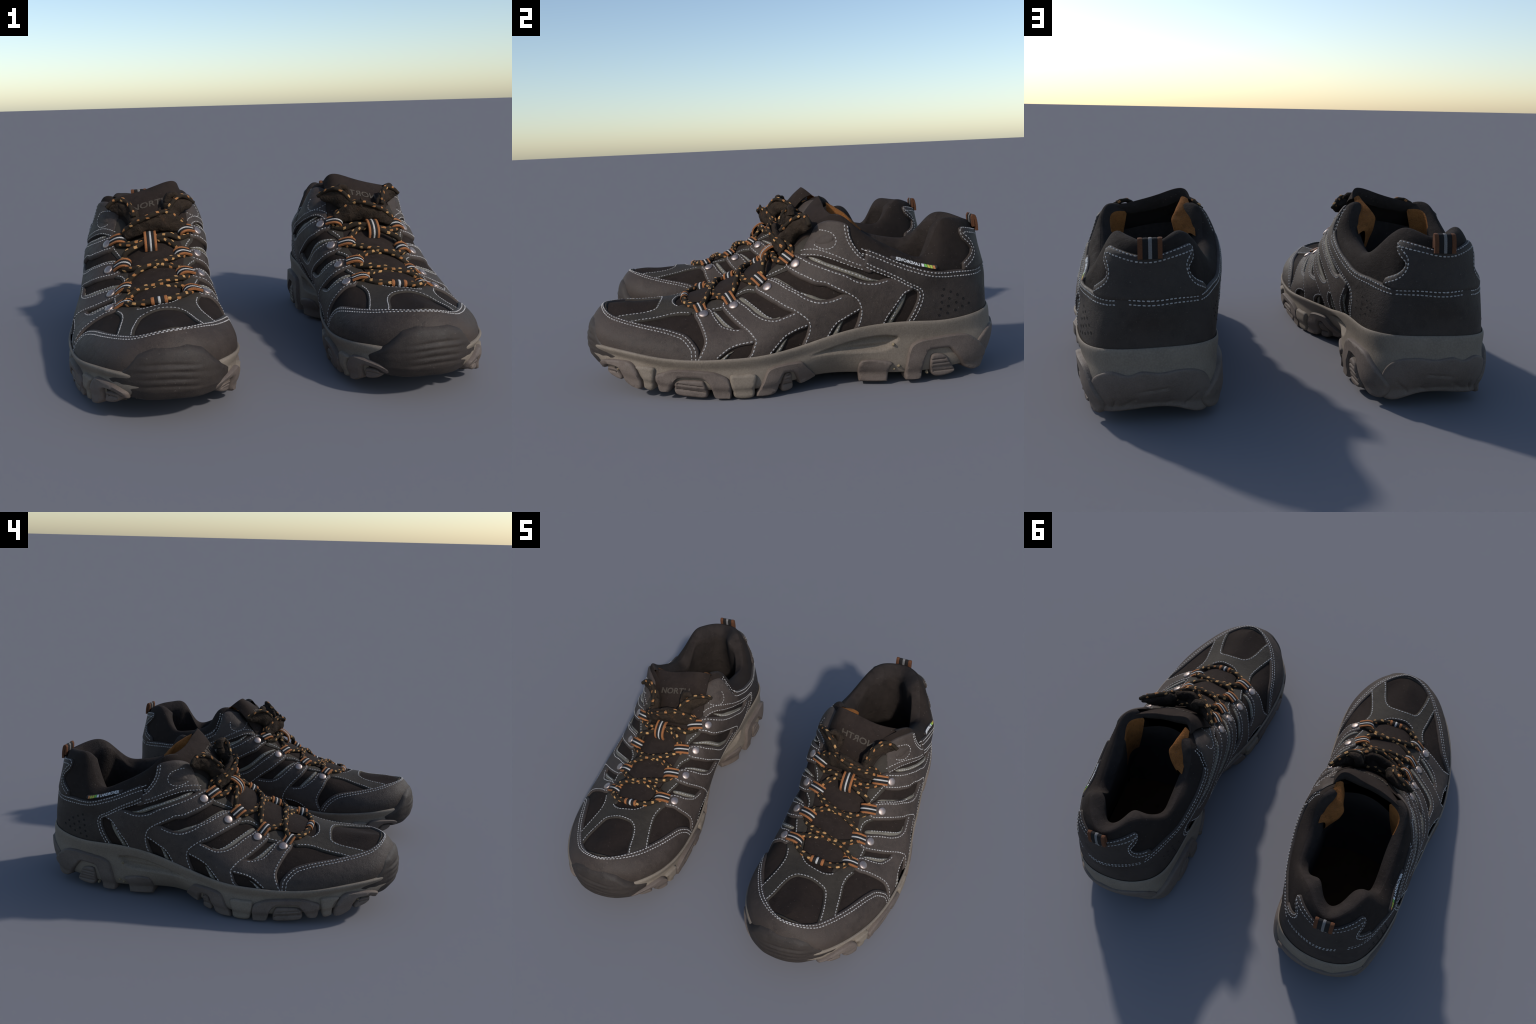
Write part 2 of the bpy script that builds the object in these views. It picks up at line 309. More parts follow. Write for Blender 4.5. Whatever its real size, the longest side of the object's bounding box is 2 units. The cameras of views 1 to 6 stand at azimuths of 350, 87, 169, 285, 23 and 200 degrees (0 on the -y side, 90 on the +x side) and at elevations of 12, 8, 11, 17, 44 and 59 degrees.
# side of the sole: (y, z) outlines of the rubber pieces, seen square on
LUGS = {
    'cover': [
        [(-.900, .148), (-.860, .168), (-.790, .172), (-.751, .166), (-.729, .144), (-.713, .109), (-.705, .055), (-.741, .052), (-.785, .075), (-.797, .122), (-.815, .140), (-.862, .142), (-.882, .124), (-.900, .116)],
        [(-.632, .116), (-.596, .130), (-.556, .142), (-.491, .143), (-.389, .133), (-.343, .119), (-.306, .096), (-.297, .061), (-.301, .014), (-.316, .010), (-.366, .014), (-.378, .030), (-.390, .069), (-.412, .095), (-.437, .104), (-.514, .106), (-.537, .099), (-.556, .075), (-.577, .047), (-.590, .042), (-.623, .046), (-.632, .080)],
        [(-.130, .131), (-.081, .148), (-.016, .154), (.023, .152), (.049, .122), (.092, .071), (.086, .062), (.022, .044), (.008, .063), (-.009, .095), (-.022, .109), (-.057, .108), (-.071, .094), (-.088, .046), (-.111, .019), (-.176, .016), (-.187, .026), (-.158, .074)],
        [(.304, .124), (.440, .113), (.434, .077), (.427, .028), (.418, .022), (.312, .024), (.301, .036)],
        [(.530, .178), (.566, .205), (.612, .213), (.706, .220), (.769, .219), (.815, .205), (.869, .155), (.897, .096), (.880, .050), (.840, .040), (.800, .062), (.757, .110), (.722, .152), (.701, .162), (.621, .158), (.607, .140), (.593, .102), (.586, .040), (.574, .025), (.519, .025), (.510, .036), (.511, .098)],
    ],
    'pad': [
        [(-.866, .128), (-.824, .130), (-.808, .112), (-.802, .078), (-.845, .086), (-.872, .106)],
        [(-.528, .094), (-.438, .094), (-.415, .082), (-.404, .036), (-.417, .018), (-.476, .022), (-.545, .034), (-.552, .066)],
        [(-.057, .102), (-.031, .106), (-.024, .079), (-.020, .033), (-.070, .025), (-.072, .062)],
        [(.630, .132), (.690, .130), (.720, .092), (.750, .044), (.661, .030), (.628, .064)],
    ],
    'tooth': [
        [(-.726, .150), (-.701, .114), (-.696, .064), (-.688, .052), (-.654, .050), (-.640, .118), (-.645, .150)],
        [(-.300, .110), (-.250, .115), (-.185, .112), (-.193, .064), (-.203, .016), (-.276, .014), (-.292, .045)],
    ],
}
SWOOSH = [(.04, .165), (.10, .185), (.20, .213), (.30, .233), (.388, .241), (.441, .238), (.480, .226), (.445, .182), (.387, .166), (.298, .165), (.200, .170), (.10, .168)]
# rivets and webbing loops (x, y, z)
RIVETS = {'outer': [(.774, -.410, .356), (.769, -.268, .390), (.775, -.105, .467), (.778, .030, .570)],
          'inner': [(.333, -.409, .405), (.342, -.244, .452), (.347, -.098, .519), (.332, .043, .606)]}
LOOPS = {'outer': [(.703, -.436, .394), (.704, -.300, .432), (.711, -.156, .514), (.724, -.022, .612)],
         'inner': [(.408, -.435, .441), (.424, -.287, .490), (.422, -.151, .555), (.392, -.023, .646)]}
# lace runs, points on the skin below them (x, y, z)
LACES = [
    [(.398, -.43, .424), (.418, -.452, .420), (.450, -.485, .418), (.505, -.505, .416), (.577, -.508, .410), (.641, -.501, .397), (.685, -.475, .385), (.712, -.440, .377)],
    [(.390, -.425, .424), (.405, -.405, .428), (.448, -.395, .437), (.48, -.383, .443), (.525, -.383, .441), (.614, -.365, .427), (.661, -.344, .418), (.700, -.315, .410), (.716, -.29, .405)],
    [(.405, -.285, .470), (.425, -.318, .455), (.462, -.345, .451), (.520, -.358, .449), (.585, -.373, .431), (.647, -.385, .414), (.694, -.410, .392), (.716, -.43, .380)],
    [(.408, -.28, .472), (.430, -.25, .479), (.500, -.232, .502), (.543, -.229, .502), (.615, -.218, .489), (.645, -.208, .484), (.689, -.178, .479), (.72, -.15, .478)],
    [(.405, -.14, .53), (.432, -.163, .53), (.490, -.205, .515), (.553, -.226, .503), (.617, -.237, .478), (.680, -.262, .442), (.715, -.290, .415)],
    [(.405, -.15, .525), (.435, -.118, .551), (.477, -.083, .580), (.519, -.068, .592), (.557, -.064, .591), (.609, -.053, .581), (.664, -.051, .569), (.715, -.026, .571), (.735, -.01, .575)],
    [(.725, -.14, .485), (.700, -.120, .510), (.680, -.108, .526), (.624, -.092, .556), (.570, -.074, .586), (.522, -.060, .595), (.477, -.053, .597), (.427, -.048, .594), (.385, -.023, .605)],
    [(.375, -.03, .605), (.385, .020, .625), (.430, .034, .645), (.507, .013, .640), (.575, .008, .632), (.636, .020, .631), (.692, .025, .622), (.735, -.01, .585)],
]

for group in LUGS.values():          # tread edges wear down to the ground
    for k, p in enumerate(group): group[k] = [(y, max(.004, z - .007)) if z < .066 else (y, z) for y, z in p]

# ===========================================================================
# BLENDER
# ===========================================================================
import bpy, bmesh
from mathutils import Vector, noise as mnoise
from mathutils.bvhtree import BVHTree
from mathutils.geometry import delaunay_2d_cdt

RNG = random.Random(7)
ORIGIN = np.array([.59, 0, 0])          # base of the shoe
PARTS = []                              # objects of one shoe


# ----------------------------------------------------------------- materials
def new_mat(name):
    m = bpy.data.materials.new(name); m.use_nodes = True
    nt = m.node_tree
    return m, nt, nt.nodes['Principled BSDF']


def mixed(nt, fac, a, b):
    mx = nt.nodes.new('ShaderNodeMix'); mx.data_type = 'RGBA'
    if hasattr(fac, 'default_value') and not isinstance(fac, float): nt.links.new(fac, mx.inputs[0])
    else: mx.inputs[0].default_value = fac
    for s, c in ((mx.inputs[6], a), (mx.inputs[7], b)):
        if isinstance(c, tuple): s.default_value = (*c, 1)
        else: nt.links.new(c, s)
    return mx.outputs[2]


def noise_fac(nt, scale, lo, hi, detail=4, rough=.55, stretch=None, seed=0):
    tc = nt.nodes.new('ShaderNodeTexCoord'); vec = tc.outputs['Object']
    mp = nt.nodes.new('ShaderNodeMapping'); nt.links.new(vec, mp.inputs[0])
    mp.inputs['Location'].default_value = (seed * 1.7, seed * .9, seed * 2.3)
    if stretch: mp.inputs['Scale'].default_value = stretch
    n = nt.nodes.new('ShaderNodeTexNoise'); nt.links.new(mp.outputs[0], n.inputs['Vector'])
    n.inputs['Scale'].default_value = scale; n.inputs['Detail'].default_value = detail; n.inputs['Roughness'].default_value = rough
    r = nt.nodes.new('ShaderNodeMapRange'); nt.links.new(n.outputs['Fac'], r.inputs[0])
    r.inputs[1].default_value = lo; r.inputs[2].default_value = hi
    return r.outputs[0], n.outputs['Fac']


def add_bump(nt, bsdf, fac, strength, dist):
    b = nt.nodes.new('ShaderNodeBump'); b.inputs['Strength'].default_value = strength; b.inputs['Distance'].default_value = dist
    nt.links.new(fac, b.inputs['Height'])
    prev = bsdf.inputs['Normal'].links
    if prev: nt.links.new(prev[0].from_socket, b.inputs['Normal'])
    nt.links.new(b.outputs[0], bsdf.inputs['Normal'])


def scaled(nt, fac, k):
    m = nt.nodes.new('ShaderNodeMath'); m.operation = 'MULTIPLY'; m.inputs[1].default_value = k; nt.links.new(fac, m.inputs[0])
    return m.outputs[0]


def grained(name, dark, light, rough, patch=6, grain=220, bump=.25, spec=.35, dust=None, dust_amt=(.62, .8), fuzz=0, speck=.22, blotch=1.):
    """two tones in broad patches and blotches, fine grain, optional rubbed-in dust and pale specks"""
    m, nt, b = new_mat(name)
    f, _ = noise_fac(nt, patch, .35, .68, 5)
    col = mixed(nt, f, dark, light)
    bl, blraw = noise_fac(nt, 34, .40, .72, 6, .7, seed=1)
    col = mixed(nt, scaled(nt, bl, .55 * blotch), col, tuple(c * 1.35 for c in light))
    bd, _ = noise_fac(nt, 19, .52, .72, 5, .65, seed=5)
    col = mixed(nt, scaled(nt, bd, .6 * blotch), col, tuple(c * .62 for c in dark))
    g, graw = noise_fac(nt, grain, .35, .75, 3)
    col = mixed(nt, scaled(nt, g, .5), col, tuple(c * 1.4 for c in light))
    if dust:
        d, _ = noise_fac(nt, 9, dust_amt[0], dust_amt[1], 6, .65, seed=3)
        col = mixed(nt, scaled(nt, d, .5), col, dust)
    if speck:
        sp, _ = noise_fac(nt, 120, .735, .77, 1, .4, seed=7)
        col = mixed(nt, scaled(nt, sp, speck), col, (.20, .17, .15))
    nt.links.new(col, b.inputs['Base Color'])
    r = nt.nodes.new('ShaderNodeMapRange'); nt.links.new(blraw, r.inputs[0]); r.inputs[1].default_value = .3; r.inputs[2].default_value = .7
    r.inputs[3].default_value = rough - .08; r.inputs[4].default_value = min(1, rough + .12); nt.links.new(r.outputs[0], b.inputs['Roughness'])
    b.inputs['Specular IOR Level'].default_value = spec
    if fuzz:
        b.inputs['Sheen Weight'].default_value = fuzz; b.inputs['Sheen Roughness'].default_value = .5
    add_bump(nt, b, blraw, bump * 1.1, .014)
    add_bump(nt, b, graw, bump, .004)
    return m


def plain(name, col, rough=.7, metallic=0, spec=.3, bumpscale=0, bump=.3):
    m, nt, b = new_mat(name)
    b.inputs['Roughness'].default_value = rough; b.inputs['Metallic'].default_value = metallic; b.inputs['Specular IOR Level'].default_value = spec
    f, raw = noise_fac(nt, bumpscale or 40, .3, .7, 3)
    nt.links.new(mixed(nt, f, tuple(c * .8 for c in col), tuple(min(1, c * 1.15) for c in col)), b.inputs['Base Color'])
    if bumpscale: add_bump(nt, b, raw, bump, .003)
    return m


MAT = {}


def materials():
    MAT['leather'] = grained('dark_leather', (.0365, .0275, .0226), (.0550, .0418, .0350), .56, patch=5, grain=260, bump=.25, spec=.20, dust=(.105, .082, .068), dust_amt=(.60, .85))
    MAT['vamp'] = grained('grey_nubuck', (.0280, .0228, .0178), (.0390, .0322, .0255), .70, patch=6, grain=300, bump=.25, spec=.16)
    MAT['cap'] = grained('toe_leather', (.0305, .0226, .0186), (.0500, .0376, .0312), .58, patch=4, grain=240, bump=.25, spec=.22, dust=(.095, .073, .060), dust_amt=(.58, .82))
    MAT['fabric'] = grained('dark_nubuck', (.0155, .0110, .0090), (.0225, .0162, .0134), .88, patch=7, grain=340, bump=.25, spec=.10)
    MAT['heel'] = grained('heel_leather', (.0260, .0198, .0164), (.0405, .0310, .0262), .58, patch=4, grain=260, bump=.22, spec=.20)
    MAT['collar'] = grained('collar_nubuck', (.0148, .0108, .0090), (.0215, .0160, .0134), .85, patch=6, grain=330, bump=.3, spec=.12)
    MAT['lining'] = grained('collar_lining', (.020, .0155, .0135), (.031, .0245, .0215), .95, patch=8, grain=420, bump=.5, spec=.1)
    MAT['insole'] = grained('insole_cloth', (.030, .015, .008), (.050, .025, .012), .95, patch=8, grain=300, bump=.4, spec=.1)  # darker than its orange-brown; shade inside the shoe is in the colour
    MAT['gusset'] = grained('orange_mesh', (.17, .062, .018), (.25, .098, .028), .9, patch=9, grain=160, bump=.9, spec=.1)  # orange lowered so the colour carries the shade inside the opening
    MAT['trim'] = grained('grey_piping', (.100, .088, .067), (.150, .132, .103), .7, patch=14, grain=260, bump=.3)
    MAT['tongue'] = grained('tongue_nubuck', (.0180, .0126, .0102), (.0265, .0190, .0156), .88, patch=6, grain=330, bump=.25, spec=.10)
    MAT['midsole'] = grained('grey_midsole', (.142, .115, .089), (.182, .149, .117), .72, blotch=.35, speck=0, patch=5, grain=150, bump=.12, spec=.3, dust=(.18, .152, .12), dust_amt=(.64, .9))
    nt = MAT['midsole'].node_tree; tc = nt.nodes.new('ShaderNodeTexCoord'); wv = nt.nodes.new('ShaderNodeTexWave'); wv.bands_direction = 'Y'
    wv.inputs['Scale'].default_value = 68; wv.inputs['Distortion'].default_value = .6; wv.inputs['Detail Scale'].default_value = 3
    nt.links.new(tc.outputs['Object'], wv.inputs['Vector']); add_bump(nt, nt.nodes['Principled BSDF'], wv.outputs['Fac'], .10, .0012)
    MAT['lug'] = grained('brown_rubber', (.090, .069, .057), (.121, .095, .080), .68, blotch=.6, speck=0, patch=7, grain=190, bump=.15, spec=.3, dust=(.18, .14, .10), dust_amt=(.62, .9))
    MAT['bumper'] = grained('toe_rubber', (.021, .0160, .0135), (.034, .0265, .0225), .62, patch=6, grain=190, bump=.15, spec=.28, dust=(.085, .062, .040), dust_amt=(.6, .85))
    MAT['under'] = grained('outsole_rubber', (.035, .029, .025), (.055, .046, .040), .8, patch=8, grain=150, bump=.3, spec=.2, dust=(.12, .095, .070))
    MAT['thread'] = plain('pale_thread', (.36, .34, .325), .8)
    MAT['cord'] = plain('lace_cord', (.026, .0185, .0120), .9, spec=.15, bumpscale=300, bump=.8)
    MAT['knot'] = grained('knot_cord', (.014, .0098, .0072), (.034, .023, .0155), .9, patch=22, grain=120, bump=.9, spec=.15, dust=(.14, .068, .028), dust_amt=(.62, .76))
    MAT['fleck'] = plain('orange_fleck', (.38, .165, .055), .85)
    MAT['fleck2'] = plain('tan_fleck', (.46, .25, .095), .85)
    MAT['orange'] = plain('orange_webbing', (.30, .112, .038), .85, bumpscale=260, bump=.9)
    MAT['rust'] = plain('rust_webbing', (.11, .042, .018), .9, bumpscale=260, bump=.9)
    MAT['ecru'] = plain('ecru_webbing', (.17, .16, .155), .9, bumpscale=260, bump=.9)
    MAT['black'] = plain('black_webbing', (.013, .011, .0105), .9, bumpscale=260, bump=.9)
    MAT['white'] = plain('white_webbing', (.44, .42, .40), .85, bumpscale=260, bump=.9)
    MAT['rivet'] = plain('rivet_metal', (.40, .32, .285), .46, metallic=.9, bumpscale=90, bump=.05)
    MAT['hole'] = plain('dark_disc', (.008, .007, .007), .9)  # for dark discs laid on the leather in place of holes
    MAT['label'] = plain('label_cloth', (.035, .028, .026), .8)
    MAT['print'] = plain('label_print', (.62, .62, .62), .7)
    MAT['square_green'] = plain('label_green', (.16, .42, .08), .7)
    MAT['square_yellow'] = plain('label_yellow', (.45, .42, .06), .7)
    MAT['square_lime'] = plain('label_lime', (.36, .42, .07), .7)
    MAT['square_orange'] = plain('label_orange', (.50, .20, .07), .7)
    MAT['emboss'] = plain('tongue_print', (.065, .052, .040), .8)
    MAT['mud'] = plain('dried_mud', (.21, .165, .105), .95, bumpscale=120, bump=.9)


# --------------------------------------------------------------- mesh helpers
def add_obj(name, V, F, mats, fmat=None, smooth=True, sharp=None, kind=None):
    V = np.asarray(V, float) - ORIGIN
    me = bpy.data.meshes.new(name)
    me.from_pydata(V.tolist(), [], [tuple(int(i) for i in f) for f in F]); me.update()
    for m in (mats if isinstance(mats, (list, tuple)) else [mats]): me.materials.append(MAT[m])
    if fmat is not None: me.polygons.foreach_set('material_index', np.asarray(fmat, np.int32))
    if smooth:
        me.polygons.foreach_set('use_smooth', np.ones(len(me.polygons), bool))
        if sharp: me.set_sharp_from_angle(angle=math.radians(sharp))
    ob = bpy.data.objects.new(name, me); bpy.context.scene.collection.objects.link(ob)
    if kind: ob['kind'] = kind
    PARTS.append(ob)
    return ob


class Soup:
    """collects many small pieces into one mesh"""
    def __init__(s): s.V = []; s.F = []; s.M = []; s.n = 0
    def add(s, V, F, m=0):
        s.V.append(np.asarray(V)); s.F += [tuple(i + s.n for i in f) for f in F]; s.M += [m] * len(F); s.n += len(V)
    def build(s, name, mats, **k): return add_obj(name, np.vstack(s.V), s.F, mats, s.M, **k)


def grid_faces(nu, nv, closed=False, off=0, flip=False):
    F = []
    for j in range(nv - 1):
        for i in range(nu if closed else nu - 1):
            a = off + j * nu + i; b = off + j * nu + (i + 1) % nu
            F.append((a, a + nu, b + nu, b) if flip else (a, b, b + nu, a + nu))
    return F


def smooth_line(P, n=6, closed=False):
    """Catmull-Rom through control points"""
    P = np.asarray(P, float); N = len(P); out = []
    segs = N if closed else N - 1
    for i in range(segs):
        if closed: p0, p1, p2, p3 = P[i - 1], P[i], P[(i + 1) % N], P[(i + 2) % N]
        else:
            p1, p2 = P[i], P[i + 1]
            p0 = P[i - 1] if i else 2 * p1 - p2
            p3 = P[i + 2] if i + 2 < N else 2 * p2 - p1
        for k in range(n):
            t = k / n
            out.append(.5 * (2 * p1 + (p2 - p0) * t + (2 * p0 - 5 * p1 + 4 * p2 - p3) * t * t + (3 * p1 - p0 - 3 * p2 + p3) * t ** 3))
    if not closed: out.append(P[-1])
    return np.array(out)


def resample(P, step, closed=False):
    Q = np.vstack([P, P[:1]]) if closed else P
    d = np.r_[0, np.cumsum(np.linalg.norm(np.diff(Q, axis=0), axis=1))]
    n = max(3, int(round(d[-1] / step)))
    t = np.linspace(0, d[-1], n + 1)
    if closed: t = t[:-1]
    return np.stack([np.interp(t, d, Q[:, k]) for k in range(Q.shape[1])], 1)


def normal2d(P, closed=False):
    if closed: t = np.roll(P, -1, 0) - np.roll(P, 1, 0)
    else: t = np.gradient(P, axis=0)
    t /= np.linalg.norm(t, axis=1, keepdims=True) + 1e-12
    return np.stack([-t[:, 1], t[:, 0]], 1)


def area2d(P):
    x, y = P[:, 0], P[:, 1]
    return .5 * np.sum(x * np.roll(y, -1) - y * np.roll(x, -1))


def inside2d(Q, P):
    x, y = Q[:, 0][:, None], Q[:, 1][:, None]
    x1, y1 = P[:, 0], P[:, 1]; x2, y2 = np.roll(x1, -1), np.roll(y1, -1)
    c = ((y1 > y) != (y2 > y)) & (x < (x2 - x1) * (y - y1) / (y2 - y1 + 1e-15) + x1)
    return c.sum(1) % 2 == 1


def dist2d(Q, P, closed=True):
    A = P if closed else P[:-1]; B = np.roll(P, -1, 0) if closed else P[1:]
    d = B - A; L = (d * d).sum(1) + 1e-15
    out = np.full(len(Q), 1e9)
    for s in range(0, len(Q), 4000):
        q = Q[s:s + 4000, None, :]
        t = np.clip(((q - A) * d).sum(2) / L, 0, 1)
        out[s:s + 4000] = np.linalg.norm(q - (A + t[..., None] * d), axis=2).min(1)
    return out


# --------------------------------------------------- 2D domains on the surface
class SkinDomain:
    """(spoke, level) on the upper, scaled to rough metres"""
    s = np.array([.155, .105])
    def to3d(self, Q):
        u, v = Q[:, 0] / self.s[0], Q[:, 1] / self.s[1]
        v = np.clip(v, -.06, 4)
        vc = np.maximum(v, 0)
        P = upper(u, vc); P[:, 2] += np.minimum(v, 0) * .1
        return P, upper_normal(u, np.clip(vc, .02, 3.98))


class TopDomain:
    """(x, y) seen from above, dropped on to the upper"""
    s = np.array([1., 1.])
    def __init__(self, bvh): self.bvh = bvh
    def to3d(self, Q):
        P, N = [], []
        for x, y in Q:
            h, n, _, _ = self.bvh.ray_cast(Vector((x, y, 2)), Vector((0, 0, -1)))
            if h is None:
                h, n, _, _ = self.bvh.find_nearest(Vector((x, y, .38)))
            if n.z < 0: n = -n
            P.append(h); N.append(n)
        return np.array(P), np.array(N)


YS = np.linspace(1.6, 14.5, 400); YO = upper(YS, np.zeros(400))[:, 1]
YI_U = np.linspace(30.6, 17.6, 400); YI = upper(YI_U, np.zeros(400))[:, 1]


class WallDomain:
    """(y, z) of the sole's side, outer or inner"""
    s = np.array([1., 1.])
    def __init__(self, side): self.side = side
    def to3d(self, Q):
        u = np.interp(Q[:, 0], YO, YS) if self.side == 'outer' else np.interp(Q[:, 0], YI, YI_U)
        w = wall_w(u, Q[:, 1])
        P = sole_wall(u, w); P[:, 2] = np.maximum(Q[:, 1], .002)
        N = sole_normal(u, np.clip(w, .4, 3.0)); N[:, 2] = 0
        N /= np.linalg.norm(N, axis=1, keepdims=True)
        return P, N


class HeelDomain:
    """(spoke, z) round the back of the sole"""
    s = np.array([.1, 1.])
    def to3d(self, Q):
        u = Q[:, 0] / self.s[0]; w = wall_w(u, Q[:, 1])
        P = sole_wall(u, w); P[:, 2] = Q[:, 1]
        N = sole_normal(u, np.clip(w, .4, 3.0)); N[:, 2] = 0
        return P, N / np.linalg.norm(N, axis=1, keepdims=True)


SKIN = SkinDomain()


def offset_line(P, d, dom, n=6):
    """control points -> smooth line in scaled domain, shifted d to its left"""
    Q = smooth_line(P, n) * dom.s
    return Q + normal2d(Q) * d if d else Q


def patch(name, dom, poly, h, mat, sink=.004, r=.006, g=.013, step=.008, holes=(), bulge=0, kind=None, make=True, hfun=None):
    """a raised piece with rounded edges lying on a surface"""
    poly = resample(np.asarray(poly), step, True)
    if area2d(poly) < 0: poly = poly[::-1]
    rings = [poly]
    for hp in holes:
        hp = resample(np.asarray(hp), step, True)
        rings.append(hp[::-1] if area2d(hp) > 0 else hp)
    B = np.vstack(rings)
    inset = np.vstack([R + normal2d(R, True) * r for R in rings])
    def ok(Q, d):
        m = inside2d(Q, poly)
        for R in rings[1:]: m &= ~inside2d(Q, R)
        dd = np.min([dist2d(Q, R) for R in rings], 0)
        return m & (dd > d), dd
    keep, _ = ok(inset, r * .8)
    inset = inset[keep]
    lo, hi = poly.min(0), poly.max(0)
    gx, gy = np.meshgrid(np.arange(lo[0], hi[0], g), np.arange(lo[1], hi[1], g * .9))
    gx[::2] += g / 2
    G = np.stack([gx.ravel(), gy.ravel()], 1)
    keep, _ = ok(G, r * 1.7)
    G = G[keep]
    pts = np.vstack([B, inset, G])
    edges = []; o = 0
    for R in rings:
        edges += [(o + i, o + (i + 1) % len(R)) for i in range(len(R))]; o += len(R)
    vs, _, fs, orig, _, _ = delaunay_2d_cdt([Vector(p) for p in pts], edges, [], 0, 1e-6)
    V2 = np.array([tuple(v) for v in vs])
    F = np.array([f for f in fs if len(f) == 3])
    c = V2[F].mean(1); m = inside2d(c, poly)
    for R in rings[1:]: m &= ~inside2d(c, R)
    F = F[m]
    d = np.min([dist2d(V2, R) for R in rings], 0)
    t = np.clip(d / r, 0, 1)
    hh = h * .45 + h * .55 * np.sqrt(np.clip(1 - (1 - t) ** 2, 0, 1))
    if bulge: hh += bulge * np.clip(d / .05, 0, 1) ** .5
    P, N = dom.to3d(V2)
    if hfun is not None: hh = hfun(V2, hh, d)
    top = P + N * hh[:, None]
    # directed boundary edges -> side walls
    cnt = {}
    for f in F:
        for a, b in ((f[0], f[1]), (f[1], f[2]), (f[2], f[0])): cnt[(a, b)] = 1
    bd = [(a, b) for (a, b) in cnt if (b, a) not in cnt]
    bi = sorted({a for e in bd for a in e}); mp = {a: len(top) + k for k, a in enumerate(bi)}
    low = P[bi] - N[bi] * sink
    V = np.vstack([top, low])
    # orient
    f0 = F[len(F) // 2]
    nn = np.cross(top[f0[1]] - top[f0[0]], top[f0[2]] - top[f0[0]])
    flip = nn @ N[f0[0]] < 0
    FF = [tuple(f[::-1]) if flip else tuple(f) for f in F]
    FF += [((a, b, mp[b], mp[a]) if flip else (b, a, mp[a], mp[b])) for a, b in bd]
    if not make: return V, FF
    return add_obj(name, V, FF, mat, sharp=62, kind=kind)


# ------------------------------------------------------------------- stitches
class Stitcher:
    def __init__(self, bvh): self.s = Soup(); self.bvh = bvh
    def drop(self, P, N, lift=.07):
        out = []
        for p, n in zip(P, N):
            h, _, _, _ = self.bvh.ray_cast(Vector(p + n * lift), Vector(-n), lift + .02)
            out.append(np.array(h) if h is not None else p + n * .012)
        return np.array(out)
    def run(self, dom, Q, pitch=.0168, dash=.0125, rad=.0027):
        P, N = dom.to3d(Q)
        d = np.r_[0, np.cumsum(np.linalg.norm(np.diff(P, axis=0), axis=1))]
        n = int(d[-1] / pitch)
        for k in range(n):
            a = (k + .5) * pitch + RNG.uniform(-.0012, .0012); L = dash * RNG.uniform(.85, 1.1)
            ts = np.array([a - L / 2, a, a + L / 2])
            p = np.stack([np.interp(ts, d, P[:, j]) for j in range(3)], 1)
            nn = np.stack([np.interp(ts, d, N[:, j]) for j in range(3)], 1); nn /= np.linalg.norm(nn, axis=1, keepdims=True)
            c = self.drop(p, nn)
            if np.linalg.norm(c[2] - c[0]) > L * 1.8: continue
            self.dash(c, nn, rad * RNG.uniform(.88, 1.1))
    def dash(self, c, nn, rad):
        t = c[2] - c[0]; t /= np.linalg.norm(t) + 1e-9
        n = nn[1]; b = np.cross(n, t); b /= np.linalg.norm(b)
        tw = RNG.uniform(-.12, .12); t = t + b * tw
        V = []; half = np.linalg.norm(c[2] - c[0]) / 2
        for s, w, hgt in ((-1, .35, -.3), (-.72, .9, .45), (0, 1, .85), (.72, .9, .45), (1, .35, -.3)):
            o = (c[1] + t * s * half) * 1.0
            o = o + (np.interp(s, [-1, 0, 1], [0, 0, 0])) * n
            base = c[0] * max(0, -s) + c[1] * (1 - abs(s)) + c[2] * max(0, s)
            o = base + b * tw * s * half
            for ang in (0, 45, 90, 135, 180):
                ca, sa = math.cos(math.radians(ang)), math.sin(math.radians(ang))
                V.append(o + b * ca * rad * w + n * (sa * rad * .85 * max(hgt, 0.05) + (.0008 if hgt > 0 else -.001)))
        F = grid_faces(5, 5)
        self.s.add(V, F)


# --------------------------------------------------------------------- tubes
def frames(P):
    T = np.gradient(P, axis=0); T /= np.linalg.norm(T, axis=1, keepdims=True)
    up = np.array([0, 0, 1.]); N = []
    for t in T:
        n = up - t * (up @ t)
        if np.linalg.norm(n) < 1e-3: n = np.array([0, 1., 0]) - t * t[1]
        n /= np.linalg.norm(n); N.append(n)
    N = np.array(N); return T, N, np.cross(T, N)


def tube(P, rad, seg=12, squash=1., cap=True):
    T, N, Bn = frames(P); rad = np.broadcast_to(rad, len(P))
    V = []
    for i in range(len(P)):
        for k in range(seg):
            a = 2 * math.pi * k / seg
            V.append(P[i] + (Bn[i] * math.cos(a) + N[i] * math.sin(a) * squash) * rad[i])
    F = grid_faces(seg, len(P), True)
    if cap:
        F.append(tuple(range(seg - 1, -1, -1))); o = (len(P) - 1) * seg; F.append(tuple(o + k for k in range(seg)))
    return np.array(V), F


